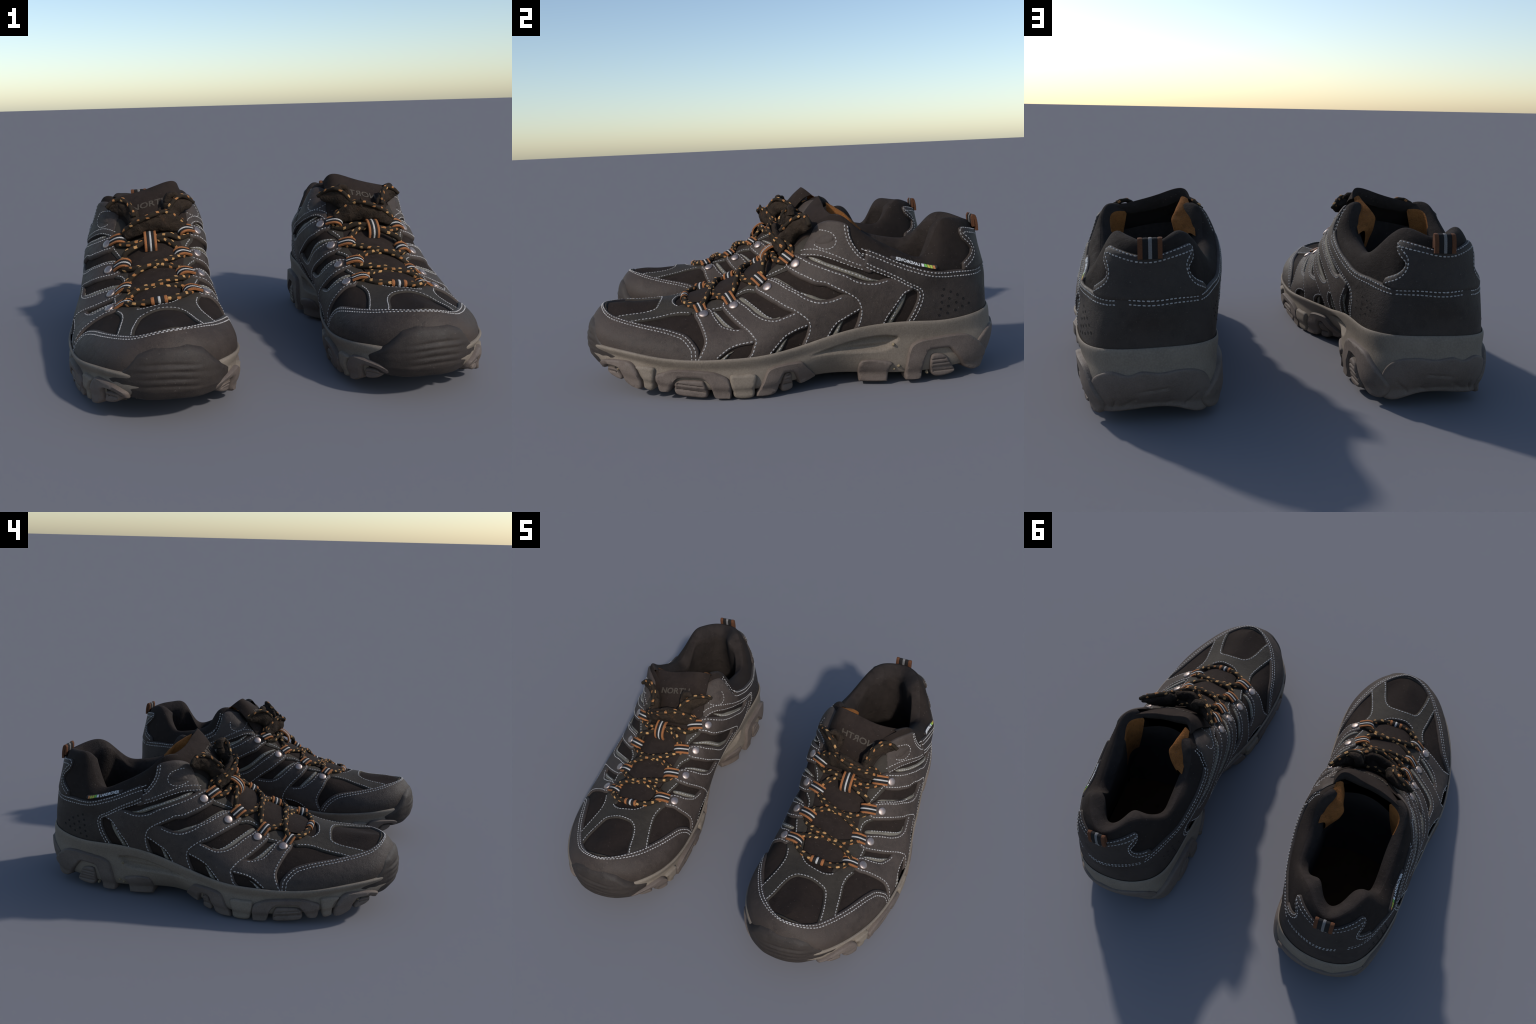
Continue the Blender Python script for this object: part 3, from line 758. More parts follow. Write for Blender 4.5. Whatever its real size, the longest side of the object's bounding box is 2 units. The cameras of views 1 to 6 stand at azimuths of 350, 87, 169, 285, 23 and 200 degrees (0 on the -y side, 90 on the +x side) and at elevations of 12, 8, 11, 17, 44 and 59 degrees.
def flecks(soup, P, rad, rng, pitch=.038, m=(0, 1)):
    """woven colour marks standing a hair proud of a cord"""
    d = np.r_[0, np.cumsum(np.linalg.norm(np.diff(P, axis=0), axis=1))]
    T, N, Bn = frames(P)
    a = pitch * .5; side = 0
    while a < d[-1] - .012:
        for ang0 in ([30, 160] if side else [95, -20]):
            L = rng.uniform(.012, .018); w = rng.uniform(.6, .85); ang = math.radians(ang0 + rng.uniform(-14, 14))
            mt = m[0] if rng.random() < .55 else m[1]
            strands = 3
            for s in range(strands):
                aa = ang + (s - 1) * w * .42
                V = []
                sh = rng.uniform(-.002, .002)
                for k in range(4):
                    x = a + sh + (k / 3 - .5) * L
                    p = np.array([np.interp(x, d, P[:, j]) for j in range(3)])
                    i = min(len(P) - 1, int(np.searchsorted(d, x)))
                    for q in (-1, -.4, .4, 1):
                        b = aa + q * w * .2 + (k / 3 - .5) * .25
                        rr = rad * (1.10 if abs(q) < .5 and 0 < k < 3 else 1.0) + .0004
                        V.append(p + (Bn[i] * math.cos(b) + N[i] * math.sin(b)) * rr)
                soup.add(V, grid_faces(4, 4), mt)
        a += pitch * rng.uniform(.85, 1.15); side ^= 1


STRIPES = [(0, .19, 'orange'), (.19, .42, 'black'), (.42, .57, 'white'), (.57, .80, 'black'), (.80, 1, 'orange')]
WEB = ['orange', 'black', 'white']


def ribbon(name, path, wdir, width, thick=.005, ribs=True, mats=None):
    """striped webbing: path (n,3) swept along unit vectors wdir (n,3); stripes run along the path"""
    path = resample(np.asarray(path), .0042); wdir = np.asarray(wdir)
    if wdir.ndim == 1: wdir = np.tile(wdir, (len(path), 1))
    t = np.gradient(path, axis=0); t /= np.linalg.norm(t, axis=1, keepdims=True)
    nrm = np.cross(wdir, t); nrm /= np.linalg.norm(nrm, axis=1, keepdims=True)
    S = Soup()
    for a, b, m in STRIPES:
        mi = WEB.index(m)
        cols = [a, a + (b - a) * .25, (a + b) / 2, b - (b - a) * .25, b]
        hs = [.0, .0012, .0016, .0012, .0]
        lift = .0012 if m != 'black' else 0
        for sgn in (1, -1):
            V = []
            for i in range(len(path)):
                jit = (.0013 if i % 2 else 0) if ribs else 0
                for c, hh in zip(cols, hs):
                    V.append(path[i] + wdir[i] * (c - .5) * width + sgn * nrm[i] * (thick / 2 + hh + lift + jit))
            S.add(V, grid_faces(5, len(path), False, flip=sgn < 0), mi)
    # edges
    for c in (0, 1):
        V = []
        for i in range(len(path)):
            for sgn in (1, -1): V.append(path[i] + wdir[i] * (c - .5) * width + sgn * nrm[i] * (thick / 2 + .0012))
        S.add(V, grid_faces(2, len(path)), 0)
    return S.build(name, mats or WEB)


# ===========================================================================
# PARTS
# ===========================================================================
def unit(v): v = np.asarray(v, float); return v / (np.linalg.norm(v) + 1e-12)


def net(rows, nu, nv):
    """smooth surface through a small net of control points (rows x columns)"""
    G = np.asarray(rows, float); R, C, _ = G.shape
    u = np.linspace(0, C - 1, nu); v = np.linspace(0, R - 1, nv)
    Wu = spline_basis(u, C, False, spline_matrix(C, False)); Wv = spline_basis(v, R, False, spline_matrix(R, False))
    return np.einsum('vr,rck,uc->vuk', Wv, G, Wu)


def build_upper():
    nu, nv = 384, 72
    us = np.arange(nu) / nu * NS; vs = np.linspace(-.02, 4, nv)
    U, Vv = np.meshgrid(us, vs)
    V = upper(U.ravel(), np.maximum(Vv.ravel(), 0)); V[:, 2] += np.minimum(Vv.ravel(), 0) * .6
    F = grid_faces(nu, nv, True)
    fm = []
    for j in range(nv - 1):
        for i in range(nu):
            u, v = us[i], vs[j]
            fm.append(1 if 9.45 < u < 22.8 and v > 2.0 else 0)
    bvh = BVHTree.FromPolygons(V.tolist(), F)
    add_obj('upper', V, F, ['fabric', 'collar'], fm)
    return bvh


def build_lining():
    nu = 150; us = np.linspace(8.95, 23.05, nu); rows = []
    for v in np.linspace(3.97, 4.75, 10): rows.append(upper(us, np.full(nu, v)))
    P = rows[-1]; ring = upper(us, np.full(nu, .2)); o = []
    c = np.array([.6, .45, 0]);
    for p in ring: d = c - p; d[2] = 0; o.append(unit(d))
    o = np.array(o)
    floor = ring + o * .080; floor[:, 2] = .205
    mid = P * .5 + floor * .5 + o * np.interp(us, [9, 11, 13, 14.5, 17.5, 19, 21, 23], [.05, .02, .02, .05, .05, .02, .02, .05])[:, None]
    for t in np.linspace(.08, 1, 14):
        rows.append((1 - t) ** 2 * P + 2 * t * (1 - t) * mid + t * t * floor)
    V = np.vstack(rows)
    V -= np.vstack([upper_normal(us, np.full(nu, 3.9)) * .0005] * len(rows))
    fm = [1 if us[i] < 9.9 and 8 <= j <= 15 else 0 for j in range(len(rows) - 1) for i in range(nu - 1)]
    add_obj('collar_lining', V, grid_faces(nu, len(rows)), ['lining', 'gusset'], fm)
    # insole
    n = 96; u = np.arange(n) / n * NS
    R = upper(u, np.full(n, .05)); c = np.array([.6, 0, 0]); rows = []
    for k, s in enumerate((1, .6, .2)):
        Q = R.copy(); Q[:, 0] = .59 + (Q[:, 0] - .59) * .72 * s; Q[:, 1] = .02 + (Q[:, 1] - .02) * .95 * (s if k else 1)
        Q[:, 2] = np.interp(Q[:, 1], [-1, -.3, .3, .6, 1], [.205, .19, .20, .205, .21]) - .006 * (k > 0)
        rows.append(Q)
    V = np.vstack(rows); F = grid_faces(n, 3, True) + [tuple(range(2 * n, 3 * n))]
    add_obj('insole', V, F, 'insole')
    # wall that closes the forefoot behind the tongue
    W = net([[(.36, .27, .70), (.45, .21, .70), (.57, .18, .69), (.69, .21, .67), (.79, .27, .66)], [(.34, .26, .55), (.45, .19, .54), (.57, .17, .53), (.70, .19, .53), (.82, .26, .54)],
             [(.35, .26, .38), (.45, .20, .38), (.58, .18, .38), (.73, .20, .38), (.83, .26, .38)], [(.39, .32, .20), (.46, .29, .20), (.59, .27, .20), (.74, .29, .20), (.82, .32, .20)]], 30, 36)
    add_obj('forefoot_wall', W.reshape(-1, 3), grid_faces(30, 36), 'lining')


def swoosh_depth(V, side):
    """hollow moulded into the side of the midsole"""
    poly = smooth_line(SWOOSH, 5, True)
    Q = V[:, 1:3]
    m = inside2d(Q, poly)
    d = np.zeros(len(V))
    if m.any():
        dd = dist2d(Q[m], poly)
        t = np.clip(dd / .016, 0, 1)
        d[m] = .036 * (t * t * (3 - 2 * t))
        # a soft rib runs through the middle of the hollow
        zc = np.interp(Q[m][:, 0], [.04, .2, .48], [.170, .188, .204])
        d[m] -= .012 * np.exp(-((Q[m][:, 1] - zc) / .012) ** 2) * t
    return d


def build_sole():
    nu, nw = 720, 56
    us = np.arange(nu) / nu * NS; ws = np.linspace(0, 4, nw)
    U, W = np.meshgrid(us, ws); U = U.ravel(); W = W.ravel()
    V = sole_wall(U, W); N = sole_normal(U, W)
    side = np.where((U > 2) & (U < 14), 1, 0) + np.where((U > 18) & (U < 30.5), 2, 0)
    dep = np.zeros(len(V))
    for s in (1, 2):
        m = side == s; dep[m] = swoosh_depth(V[m], s)
    # bead round the top edge
    lip = .003 * np.exp(-((W - 1.0) / .35) ** 2) - .004 * np.exp(-((W - 1.75) / .3) ** 2)
    V += N * (lip - dep)[:, None]
    # underside: sink inwards
    last = V[-nu:]
    rows = [V]
    for s, dz in ((.93, .002), (.75, .004), (.4, .004), (.1, .004)):
        Q = last.copy(); c = .6 + 0 * Q[:, 0]
        Q[:, 0] = .59 + (Q[:, 0] - .59) * s; Q[:, 1] = Q[:, 1] * (1 - (1 - s) * .35 * (s > .5) - (1 - s) * .5 * (s <= .5)); Q[:, 2] += dz
        rows.append(Q)
    V = np.vstack(rows); n = len(V) // nu
    F = grid_faces(nu, n, True, flip=True) + [tuple(range((n - 1) * nu, n * nu))]
    fm = [0] * (nu * (nw - 1)) + [1] * (nu * (n - nw)) + [1]
    ob = add_obj('midsole', V, F, ['midsole', 'under'], fm)
    # rubber pieces on both sides
    for side in ('outer', 'inner'):
        dom = WallDomain(side)
        for k, p in enumerate(LUGS['cover']):
            patch('outsole_cover', dom, smooth_line(p, 4, True), .014 if k == 3 else .019, 'lug', sink=.075, r=.0055, g=.012, step=.008)
        for k, p in enumerate(LUGS['pad']):
            def ridges(Q, hh, d, k=k):
                z = Q[:, 1]
                f = [.118, .0, .0, .0][k]
                lines = {0: [.112], 1: [.045, .072], 2: [.05, .075, .095], 3: [.05, .07, .09, .11]}[k]
                for zl in lines:
                    tilt = zl + (Q[:, 0] - Q[:, 0].mean()) * (-.12 if k == 1 else 0)
                    hh = hh - .0065 * np.exp(-((z - tilt) / .0026) ** 2) * (d > .006)
                return hh
            patch('outsole_pad', dom, smooth_line(p, 4, True), .015, 'lug', sink=.065, r=.006, g=.0042, step=.005, hfun=ridges)
        for p in LUGS['tooth']:
            patch('midsole_tooth', dom, smooth_line(p, 4, True), .017, 'midsole', sink=.075, r=.007, g=.011, step=.008)
    # shell round the heel with slanting grooves
    shell = np.array([(13.5, .160), (13.9, .205), (14.5, .232), (15.1, .222), (15.6, .240), (16.3, .232), (17, .238), (17.7, .226), (18.2, .190), (18.5, .120), (18.5, .048), (18, .034), (17, .066), (16, .070), (15, .064), (14, .050), (13.5, .048), (13.4, .10)]) * HeelDomain.s
    def slots(Q, hh, d):
        for (u0, z0), (u1, z1) in (((14.6, .075), (15.3, .115)), ((16.2, .06), (16.9, .10)), ((15.5, .15), (16.6, .165)), ((17.3, .06), (17.8, .12)), ((14.2, .05), (14.5, .11))):
            A = np.array([u0 * .1, z0]); B = np.array([u1 * .1, z1]); t = np.clip(((Q - A) @ (B - A)) / ((B - A) @ (B - A)), 0, 1)
            hh = hh - .007 * np.exp(-(np.linalg.norm(Q - A - t[:, None] * (B - A), axis=1) / .0045) ** 2) * (d > .01)
        return hh
    patch('outsole_cover', HeelDomain(), smooth_line(shell, 4, True), .008, 'lug', sink=.06, r=.005, g=.008, step=.008, hfun=slots)
    # tread studs under the sole
    S = Soup(); rng = random.Random(3)
    for iy in range(15):
        y = -.80 + iy * .118
        if .10 < y < .28: continue
        for x0 in (.40, .52, .64, .76):
            xo = np.interp(y, [-1, -.5, 0, .5, 1], [0, .03, .04, .01, 0]) + (x0 - .58) * np.interp(y, [-1, -.6, -.2, .3, 1], [-.35, .1, .15, -.25, -.3])
            x = x0 + xo; zb = np.interp(y, [-.9, -.7, -.5, -.35, -.1, .1, .3, .6, .95], [.10, .068, .03, .012, .01, .05, .02, .03, .085])
            w, l = .042, .036
            b = np.array([(x + sx * w * s, y + sy * l * s, z) for s, z in ((1, zb + .05), (.82, zb)) for sx, sy in ((-1, -1), (1, -1), (1, 1), (-1, 1))])
            S.add(b, [(0, 1, 5, 4), (1, 2, 6, 5), (2, 3, 7, 6), (3, 0, 4, 7), (7, 6, 5, 4)])
    S.build('tread_stud', ['under'], kind='stuff', smooth=False)


def build_bumper():
    """rubber toe guard: a thick shell on the tip with horizontal ridges"""
    nx, nz = 64, 44
    top = lambda x: np.interp(x, [.285, .315, .36, .41, .47, .60, .665, .71, .755, .80], [.170, .212, .258, .318, .342, .338, .312, .252, .208, .170])
    bot = lambda x: np.interp(x, [.285, .42, .53, .64, .80], [.122, .106, .112, .106, .118])
    ox = np.array([.265, .28, .30, .315, .345, .38, .43, .48, .53, .58, .64, .69, .73, .765, .785, .805, .82])
    oy = np.array([-.790, -.825, -.858, -.880, -.925, -.955, -.982, -.994, -.997, -.992, -.972, -.938, -.903, -.862, -.838, -.812, -.785])
    M = spline_matrix(len(ox), False)
    V = []
    xs = np.linspace(.296, .788, nx)
    for j in range(nz):
        t = j / (nz - 1)
        for i, x in enumerate(xs):
            zt, zb = top(x), bot(x)
            z = zb + (zt - zb) * t
            k = np.interp(x, ox, np.arange(len(ox)))
            y = float((spline_basis(np.array([k]), len(ox), False, M) @ oy)[0])
            y += np.interp(z, [.10, .125, .16, .20, .25, .30, .345], [.055, .035, .010, .0, .0, .014, .036])
            e = min(t, 1 - t, i / (nx - 1), 1 - i / (nx - 1))
            edge = np.clip(min(t * .22, (1 - t) * .16, min(i, nx - 1 - i) / (nx - 1) * .45) / .018, 0, 1)
            y += .028 * (1 - np.sqrt(1 - (1 - edge) ** 2))
            mid = np.exp(-((x - .545) / .12) ** 4)
            for zr in (.175, .205, .235, .262):
                y += mid * .005 * np.exp(-((z - zr - .01 * math.sin(x * 14)) / .006) ** 2)
            V.append((x, y, z))
    V = np.array(V)
    back = V.copy(); back[:, 1] += .06; back[:, 0] = .54 + (back[:, 0] - .54) * .9
    n = nx * nz
    F = grid_faces(nx, nz)
    S = Soup(); S.add(V, F)
    rim = [i for i in range(nx)] + [j * nx + nx - 1 for j in range(1, nz)] + [(nz - 1) * nx + i for i in range(nx - 2, -1, -1)] + [j * nx for j in range(nz - 2, 0, -1)]
    R = V[rim]; Rb = back[rim]; m = len(rim)
    S.add(np.vstack([R, Rb]), [(i, m + i, m + (i + 1) % m, (i + 1) % m) for i in range(m)])
    ob = S.build('toe_bumper', ['bumper'])
    bm = bmesh.new(); bm.from_mesh(ob.data); bmesh.ops.remove_doubles(bm, verts=bm.verts, dist=1e-5); bm.to_mesh(ob.data); bm.free()


def strap_outline(s, sgn):
    """stitch loop of one strap -> cut edge a little outside it"""
    e = .0115
    loop = np.array(s['front'][::-1] + s['end'] + s['low'] + s['under'] + s['slit'], float)
    Q = smooth_line(loop * SKIN.s, 5)
    # push outwards everywhere but along the sole
    N = normal2d(Q)
    a = area2d(Q); N = -N if a > 0 else N
    w = np.ones(len(Q)) * e
    return Q + N * w[:, None]


def build_panels(top):
    # toe cap
    c = offset_line(CAP, -.024, SKIN, 5)
    bottom = np.array([(u, -.06) for u in np.linspace(-5.0, 5.04, 40)]) * SKIN.s
    if np.mean(c[:, 1]) < np.mean(offset_line(CAP, 0, SKIN, 5)[:, 1]): c = offset_line(CAP, .024, SKIN, 5)
    patch('toe_cap', SKIN, np.vstack([c, bottom]), .0110, 'cap', r=.007, g=.014)
    # vamp overlay with its window
    so = offset_line(STRIP_OUTER, -.011, top, 5); si = offset_line(STRIP_INNER, .011, top, 5)
    if so[0, 0] < STRIP_OUTER[0][0]: so = offset_line(STRIP_OUTER, .011, top, 5)
    if si[0, 0] > STRIP_INNER[0][0]: si = offset_line(STRIP_INNER, -.011, top, 5)
    th = smooth_line(THROAT, 4); th = th + np.array([0, .012])
    poly = np.vstack([np.array([(.725, -.80), (.70, -.85)])[::-1], so, np.array([(.72, -.44), (.68, -.46)]), th[::-1], np.array([(.45, -.46), (.40, -.44)]), si[::-1], np.array([(.352, -.79), (.372, -.845), (.45, -.885), (.54, -.90), (.63, -.885)])])
    cen = smooth_line([(.405, -.85)] + CENTRE + [(.68, -.85)], 5)
    cc = cen.mean(0); hole = []
    N = normal2d(cen); a = area2d(cen); N = N if a > 0 else -N
    hole = cen + N * .011
    hole = np.vstack([hole, [(.63, -.878), (.54, -.888), (.46, -.876)]])
    patch('vamp_overlay', top, poly, .0085, 'vamp', r=.005, g=.013, holes=[hole])
    # eyestays, flaps, straps, quarter
    for side in ('outer', 'inner'):
        D = SIDES[side]
        patch('eyestay', SKIN, smooth_line(np.array(D['eyestay']) * SKIN.s, 4, True), .0075, 'vamp', r=.005)
        for k, s in enumerate(D['strap']):
            patch('strap', SKIN, strap_outline(s, 1), .0085 + .0018 * k, 'leather', r=.006, g=.012, step=.007, bulge=.003)
        patch('collar_flap', SKIN, smooth_line(np.array(D['flap']) * SKIN.s, 4, True), .0098, 'leather', r=.006, g=.012)
        for k, (p, st) in enumerate(D['trim']):
            patch('piping', SKIN, smooth_line(np.array(p) * SKIN.s, 4, True), .0075, 'trim', r=.005, g=.008, step=.006)
    # heel quarter wraps round the back from side to side
    qo, qi, co, ci = SIDES['outer']['quarter'], SIDES['inner']['quarter'], SIDES['outer']['collar'], SIDES['inner']['collar']
    lo = offset_line(qo, 0, SKIN, 5); lo = lo + np.stack([np.full(len(lo), -.019), np.where(np.arange(len(lo)) < len(lo) * .55, -.014, 0)], 1)
    li = offset_line(qi, 0, SKIN, 5); li = li + np.stack([np.full(len(li), .019), np.where(np.arange(len(li)) < len(li) * .5, -.014, 0)], 1)
    topline = np.array(co[1:] + HEEL_SEAM[0][1:] + HEEL_SEAM[1] + ci[::-1][1:], float)
    tl = smooth_line(topline * SKIN.s, 4) + np.array([0, .018])
    bt = np.array([(u, -.06) for u in np.linspace(21.0, 11.05, 60)]) * SKIN.s
    patch('heel_quarter', SKIN, np.vstack([lo[::-1], tl, li, bt]), .0110, 'heel', r=.006, g=.015)
    # heel patch above the seam
    p = smooth_line(np.array(PATCH) * SKIN.s, 5); N = normal2d(p); a = area2d(p); N = -N if a > 0 else N
    low = np.array([(18.9, 2.28), (18.0, 2.10), (17, 2.14), (16, 2.20), (15, 2.14), (14, 2.08), (13.3, 2.26)]) * SKIN.s
    patch('heel_patch', SKIN, np.vstack([p + N * .012, low]), .0145, 'heel', r=.008, g=.012)


def build_stitches(top):
    deps = [o for o in PARTS]
    Vs, Fs, n = [], [], 0
    for o in deps:
        me = o.data; co = np.empty(len(me.vertices) * 3); me.vertices.foreach_get('co', co); co = co.reshape(-1, 3) + ORIGIN
        Vs.append(co); Fs += [tuple(i + n for i in p.vertices) for p in me.polygons]; n += len(co)
    bvh = BVHTree.FromPolygons(np.vstack(Vs).tolist(), Fs)
    T = Stitcher(bvh)
    def single(dom, L, d=0, **k): T.run(dom, offset_line(L, d, dom, 6), **k)
    def double(dom, L, gap=.0165, **k):
        for d in (-gap / 2, gap / 2): T.run(dom, offset_line(L, d, dom, 6), **k)
    double(SKIN, CAP)
    for L in (CENTRE, STRIP_OUTER, STRIP_INNER, THROAT): single(top, L)
    for side in ('outer', 'inner'):
        D = SIDES[side]
        for s in D['strap']:
            single(SKIN, s['front'][::-1] + s['end'] + s['low']); single(SKIN, s['slit'])
        for L in D['window_top']: single(SKIN, L)
        for p, L in D['trim']: single(SKIN, L, pitch=.0165, dash=.0118, rad=.0026)
        double(SKIN, D['bow'], .014, pitch=.0165, dash=.0115, rad=.0023)
        double(SKIN, D['quarter']); double(SKIN, D['collar']); double(SKIN, D['collar_front'], .014)
        single(SKIN, D['eyelet'], pitch=.016, dash=.011, rad=.0024)
    double(SKIN, PATCH, .015)
    for L in HEEL_SEAM: double(SKIN, L, .015)
    T.s.build('stitching', ['thread'], kind='stuff')
    return bvh


def build_hardware(bvh, skin_bvh):
    # rivets share one mesh
    seg, rings = 24, 7; V = []; R = .0232
    for j in range(rings):
        a = math.pi / 2 * j / (rings - 1)
        for i in range(seg):
            b = 2 * math.pi * i / seg; V.append((R * math.cos(a) * math.cos(b), R * math.cos(a) * math.sin(b), .0075 * math.sin(a) + .003))
    V += [(R * math.cos(2 * math.pi * i / seg), R * math.sin(2 * math.pi * i / seg), -.012) for i in range(seg)]
    F = grid_faces(seg, rings, True) + [((i + 1) % seg, i, rings * seg + i, rings * seg + (i + 1) % seg) for i in range(seg)]
    me = bpy.data.meshes.new('rivet'); me.from_pydata(V, [], F); me.materials.append(MAT['rivet'])
    me.polygons.foreach_set('use_smooth', np.ones(len(me.polygons), bool)); me.update()
    for side in ('outer', 'inner'):
        for p in RIVETS[side]:
            _, n, _, _ = skin_bvh.find_nearest(Vector(p))
            n = np.array(n); q = np.array(p)
            if n[2] < 0: n = -n
            h, _, _, _ = bvh.ray_cast(Vector(q + n * .06), Vector(-n), .12)
            q = np.array(h) if h is not None else q
            ob = bpy.data.objects.new('rivet', me); bpy.context.scene.collection.objects.link(ob)
            ob.rotation_mode = 'QUATERNION'; ob.rotation_quaternion = Vector(n).to_track_quat('Z', 'Y'); ob.location = Vector(q - ORIGIN)
            PARTS.append(ob)
        # webbing loops
        for c, r in zip(LOOPS[side], RIVETS[side]):
            c = np.array(c); r = np.array(r)
            h, n, _, _ = skin_bvh.find_nearest(Vector(c)); n = np.array(n)
            if n[2] < 0: n = -n
            a = r - c; a = unit(a - n * (a @ n)); b = np.cross(n, a)
            prof = smooth_line([(.052, -.016), (.030, -.006), (.008, .0005), (-.010, -.001), (-.023, -.010), (-.027, -.024), (-.018, -.036), (.004, -.040)], 6)
            path = np.array([c + a * s + n * (t - .003) for s, t in prof])
            ribbon('lace_loop', path, b, .053)
    # perforations as dark dished discs on the leather, then eyelet backings
    S = Soup()
    def disc(p, n, r, m=0, dome=.002):
        t = unit(np.cross(n, [0.3, .2, 1])); b = np.cross(n, t); V = [p - n * dome * .2]
        for k in range(12):
            a = k * math.pi / 6; V.append(p + (t * math.cos(a) + b * math.sin(a)) * r + n * .0012)
        S.add(V, [(0, 1 + k, 1 + (k + 1) % 12) for k in range(12)], m)
    for side in ('outer', 'inner'):
        for u, v in SIDES[side]['perforation_disc']:
            P, N = upper(np.array([u]), np.array([v]))[0], upper_normal(np.array([u]), np.array([v]))[0]
            h, _, _, _ = bvh.ray_cast(Vector(P + N * .06), Vector(-N), .1)
            disc(np.array(h) if h is not None else P, N, .0062 if side == 'outer' else .0042)
    S.build('perforation_disc', ['hole'], kind='stuff')
    for side in ('outer', 'inner'):
        u, v = SIDES[side]['eyelet_centre']
        q = np.array([(u + .30 * math.cos(a), v + .16 * math.sin(a)) for a in np.linspace(0, 2 * math.pi, 16, endpoint=False)])
        patch('eyelet_backing', SKIN, q * SKIN.s, .0125, 'leather', r=.008, g=.01)


def skin_point(p, bvh, lift):
    h, n, _, _ = bvh.find_nearest(Vector(p)); n = np.array(n)
    if n[2] < 0: n = -n
    return np.array(h) + n * lift


def build_laces(skin_bvh):
    FL = Soup(); rng = random.Random(11); R = .0136
    lifts = [.016, .018, .031, .018, .031, .024, .038, .045]
    for k, L in enumerate(LACES):
        ctrl = np.array([skin_point(p, skin_bvh, lifts[k] if 1 < i < len(L) - 2 else (.016 if 0 < i < len(L) - 1 else .008)) for i, p in enumerate(L)])
        P = resample(smooth_line(ctrl, 8), .006)
        V, F = tube(P, R, 14)
        add_obj('lace', V, F, 'cord')
        flecks(FL, P, R, rng)
        if k == 0:     # striped keeper at the front of the throat
            c = len(P) // 2; T, N, Bn = frames(P)
            i0, i1 = c - 6, c + 6
            S = Soup()
            d = np.linspace(0, 1, i1 - i0 + 1)
            for a, b, m in STRIPES:
                idx = [i for i in np.linspace(i0 + a * (i1 - i0), i0 + b * (i1 - i0), 4)]
                Vr = []
                for q, i in enumerate(idx):
                    j = int(i); f = i - j; p = P[j] * (1 - f) + P[min(j + 1, len(P) - 1)] * f
                    rr = R * (1.30 if 0 < q < 3 else 1.18) * (1.06 if m != 'black' else 1)
                    for g in range(18):
                        an = 2 * math.pi * g / 18; w = rr * (1 + (.03 if g % 2 else 0))
                        Vr.append(p + (Bn[j] * math.cos(an) + N[j] * math.sin(an)) * w)
                S.add(Vr, grid_faces(18, 4, True), WEB.index(m))
            S.build('lace_keeper', WEB)
    # keeper on the tongue: webbing running up the foot over the crossing
    c = np.array([.568, -.089, .617]); a = unit([.02, .80, .60]); n = unit([0, -.60, .80])
    prof = smooth_line([(-.058, -.035), (-.050, -.012), (-.028, .004), (0, .008), (.026, .004), (.048, -.012), (.056, -.035)], 6)
    path = np.array([c + a * s + n * t for s, t in prof])
    ribbon('lace_keeper', path, unit([1, .08, -.05]), .060)
    FL.build('lace_fleck', ['fleck', 'fleck2'], kind='stuff')


def crumple(V, amp, scale, seed):
    out = V.copy()
    for i, p in enumerate(V):
        d = mnoise.noise_vector(Vector(p * scale) + Vector((seed, seed * 2.1, -seed)))
        out[i] = p + np.array(d) * amp
    return out


def lobe(ctrl, radii, seg=28, n=9, amp=.006, seed=1.):
    """tapered crumpled cord mass swept along a line; radii = (width, height) per control point"""
    P = smooth_line(ctrl, n); Rr = smooth_line(radii, n)
    T, N, Bn = frames(P); V = []
    for i in range(len(P)):
        for k in range(seg):
            a = 2 * math.pi * k / seg
            V.append(P[i] + Bn[i] * math.cos(a) * Rr[i, 0] + N[i] * math.sin(a) * Rr[i, 1])
    V = crumple(crumple(np.array(V), amp, 22, seed), amp * .4, 60, seed + 3)
    F = grid_faces(seg, len(P), True) + [tuple(range(seg - 1, -1, -1)), tuple((len(P) - 1) * seg + k for k in range(seg))]
    return V, F


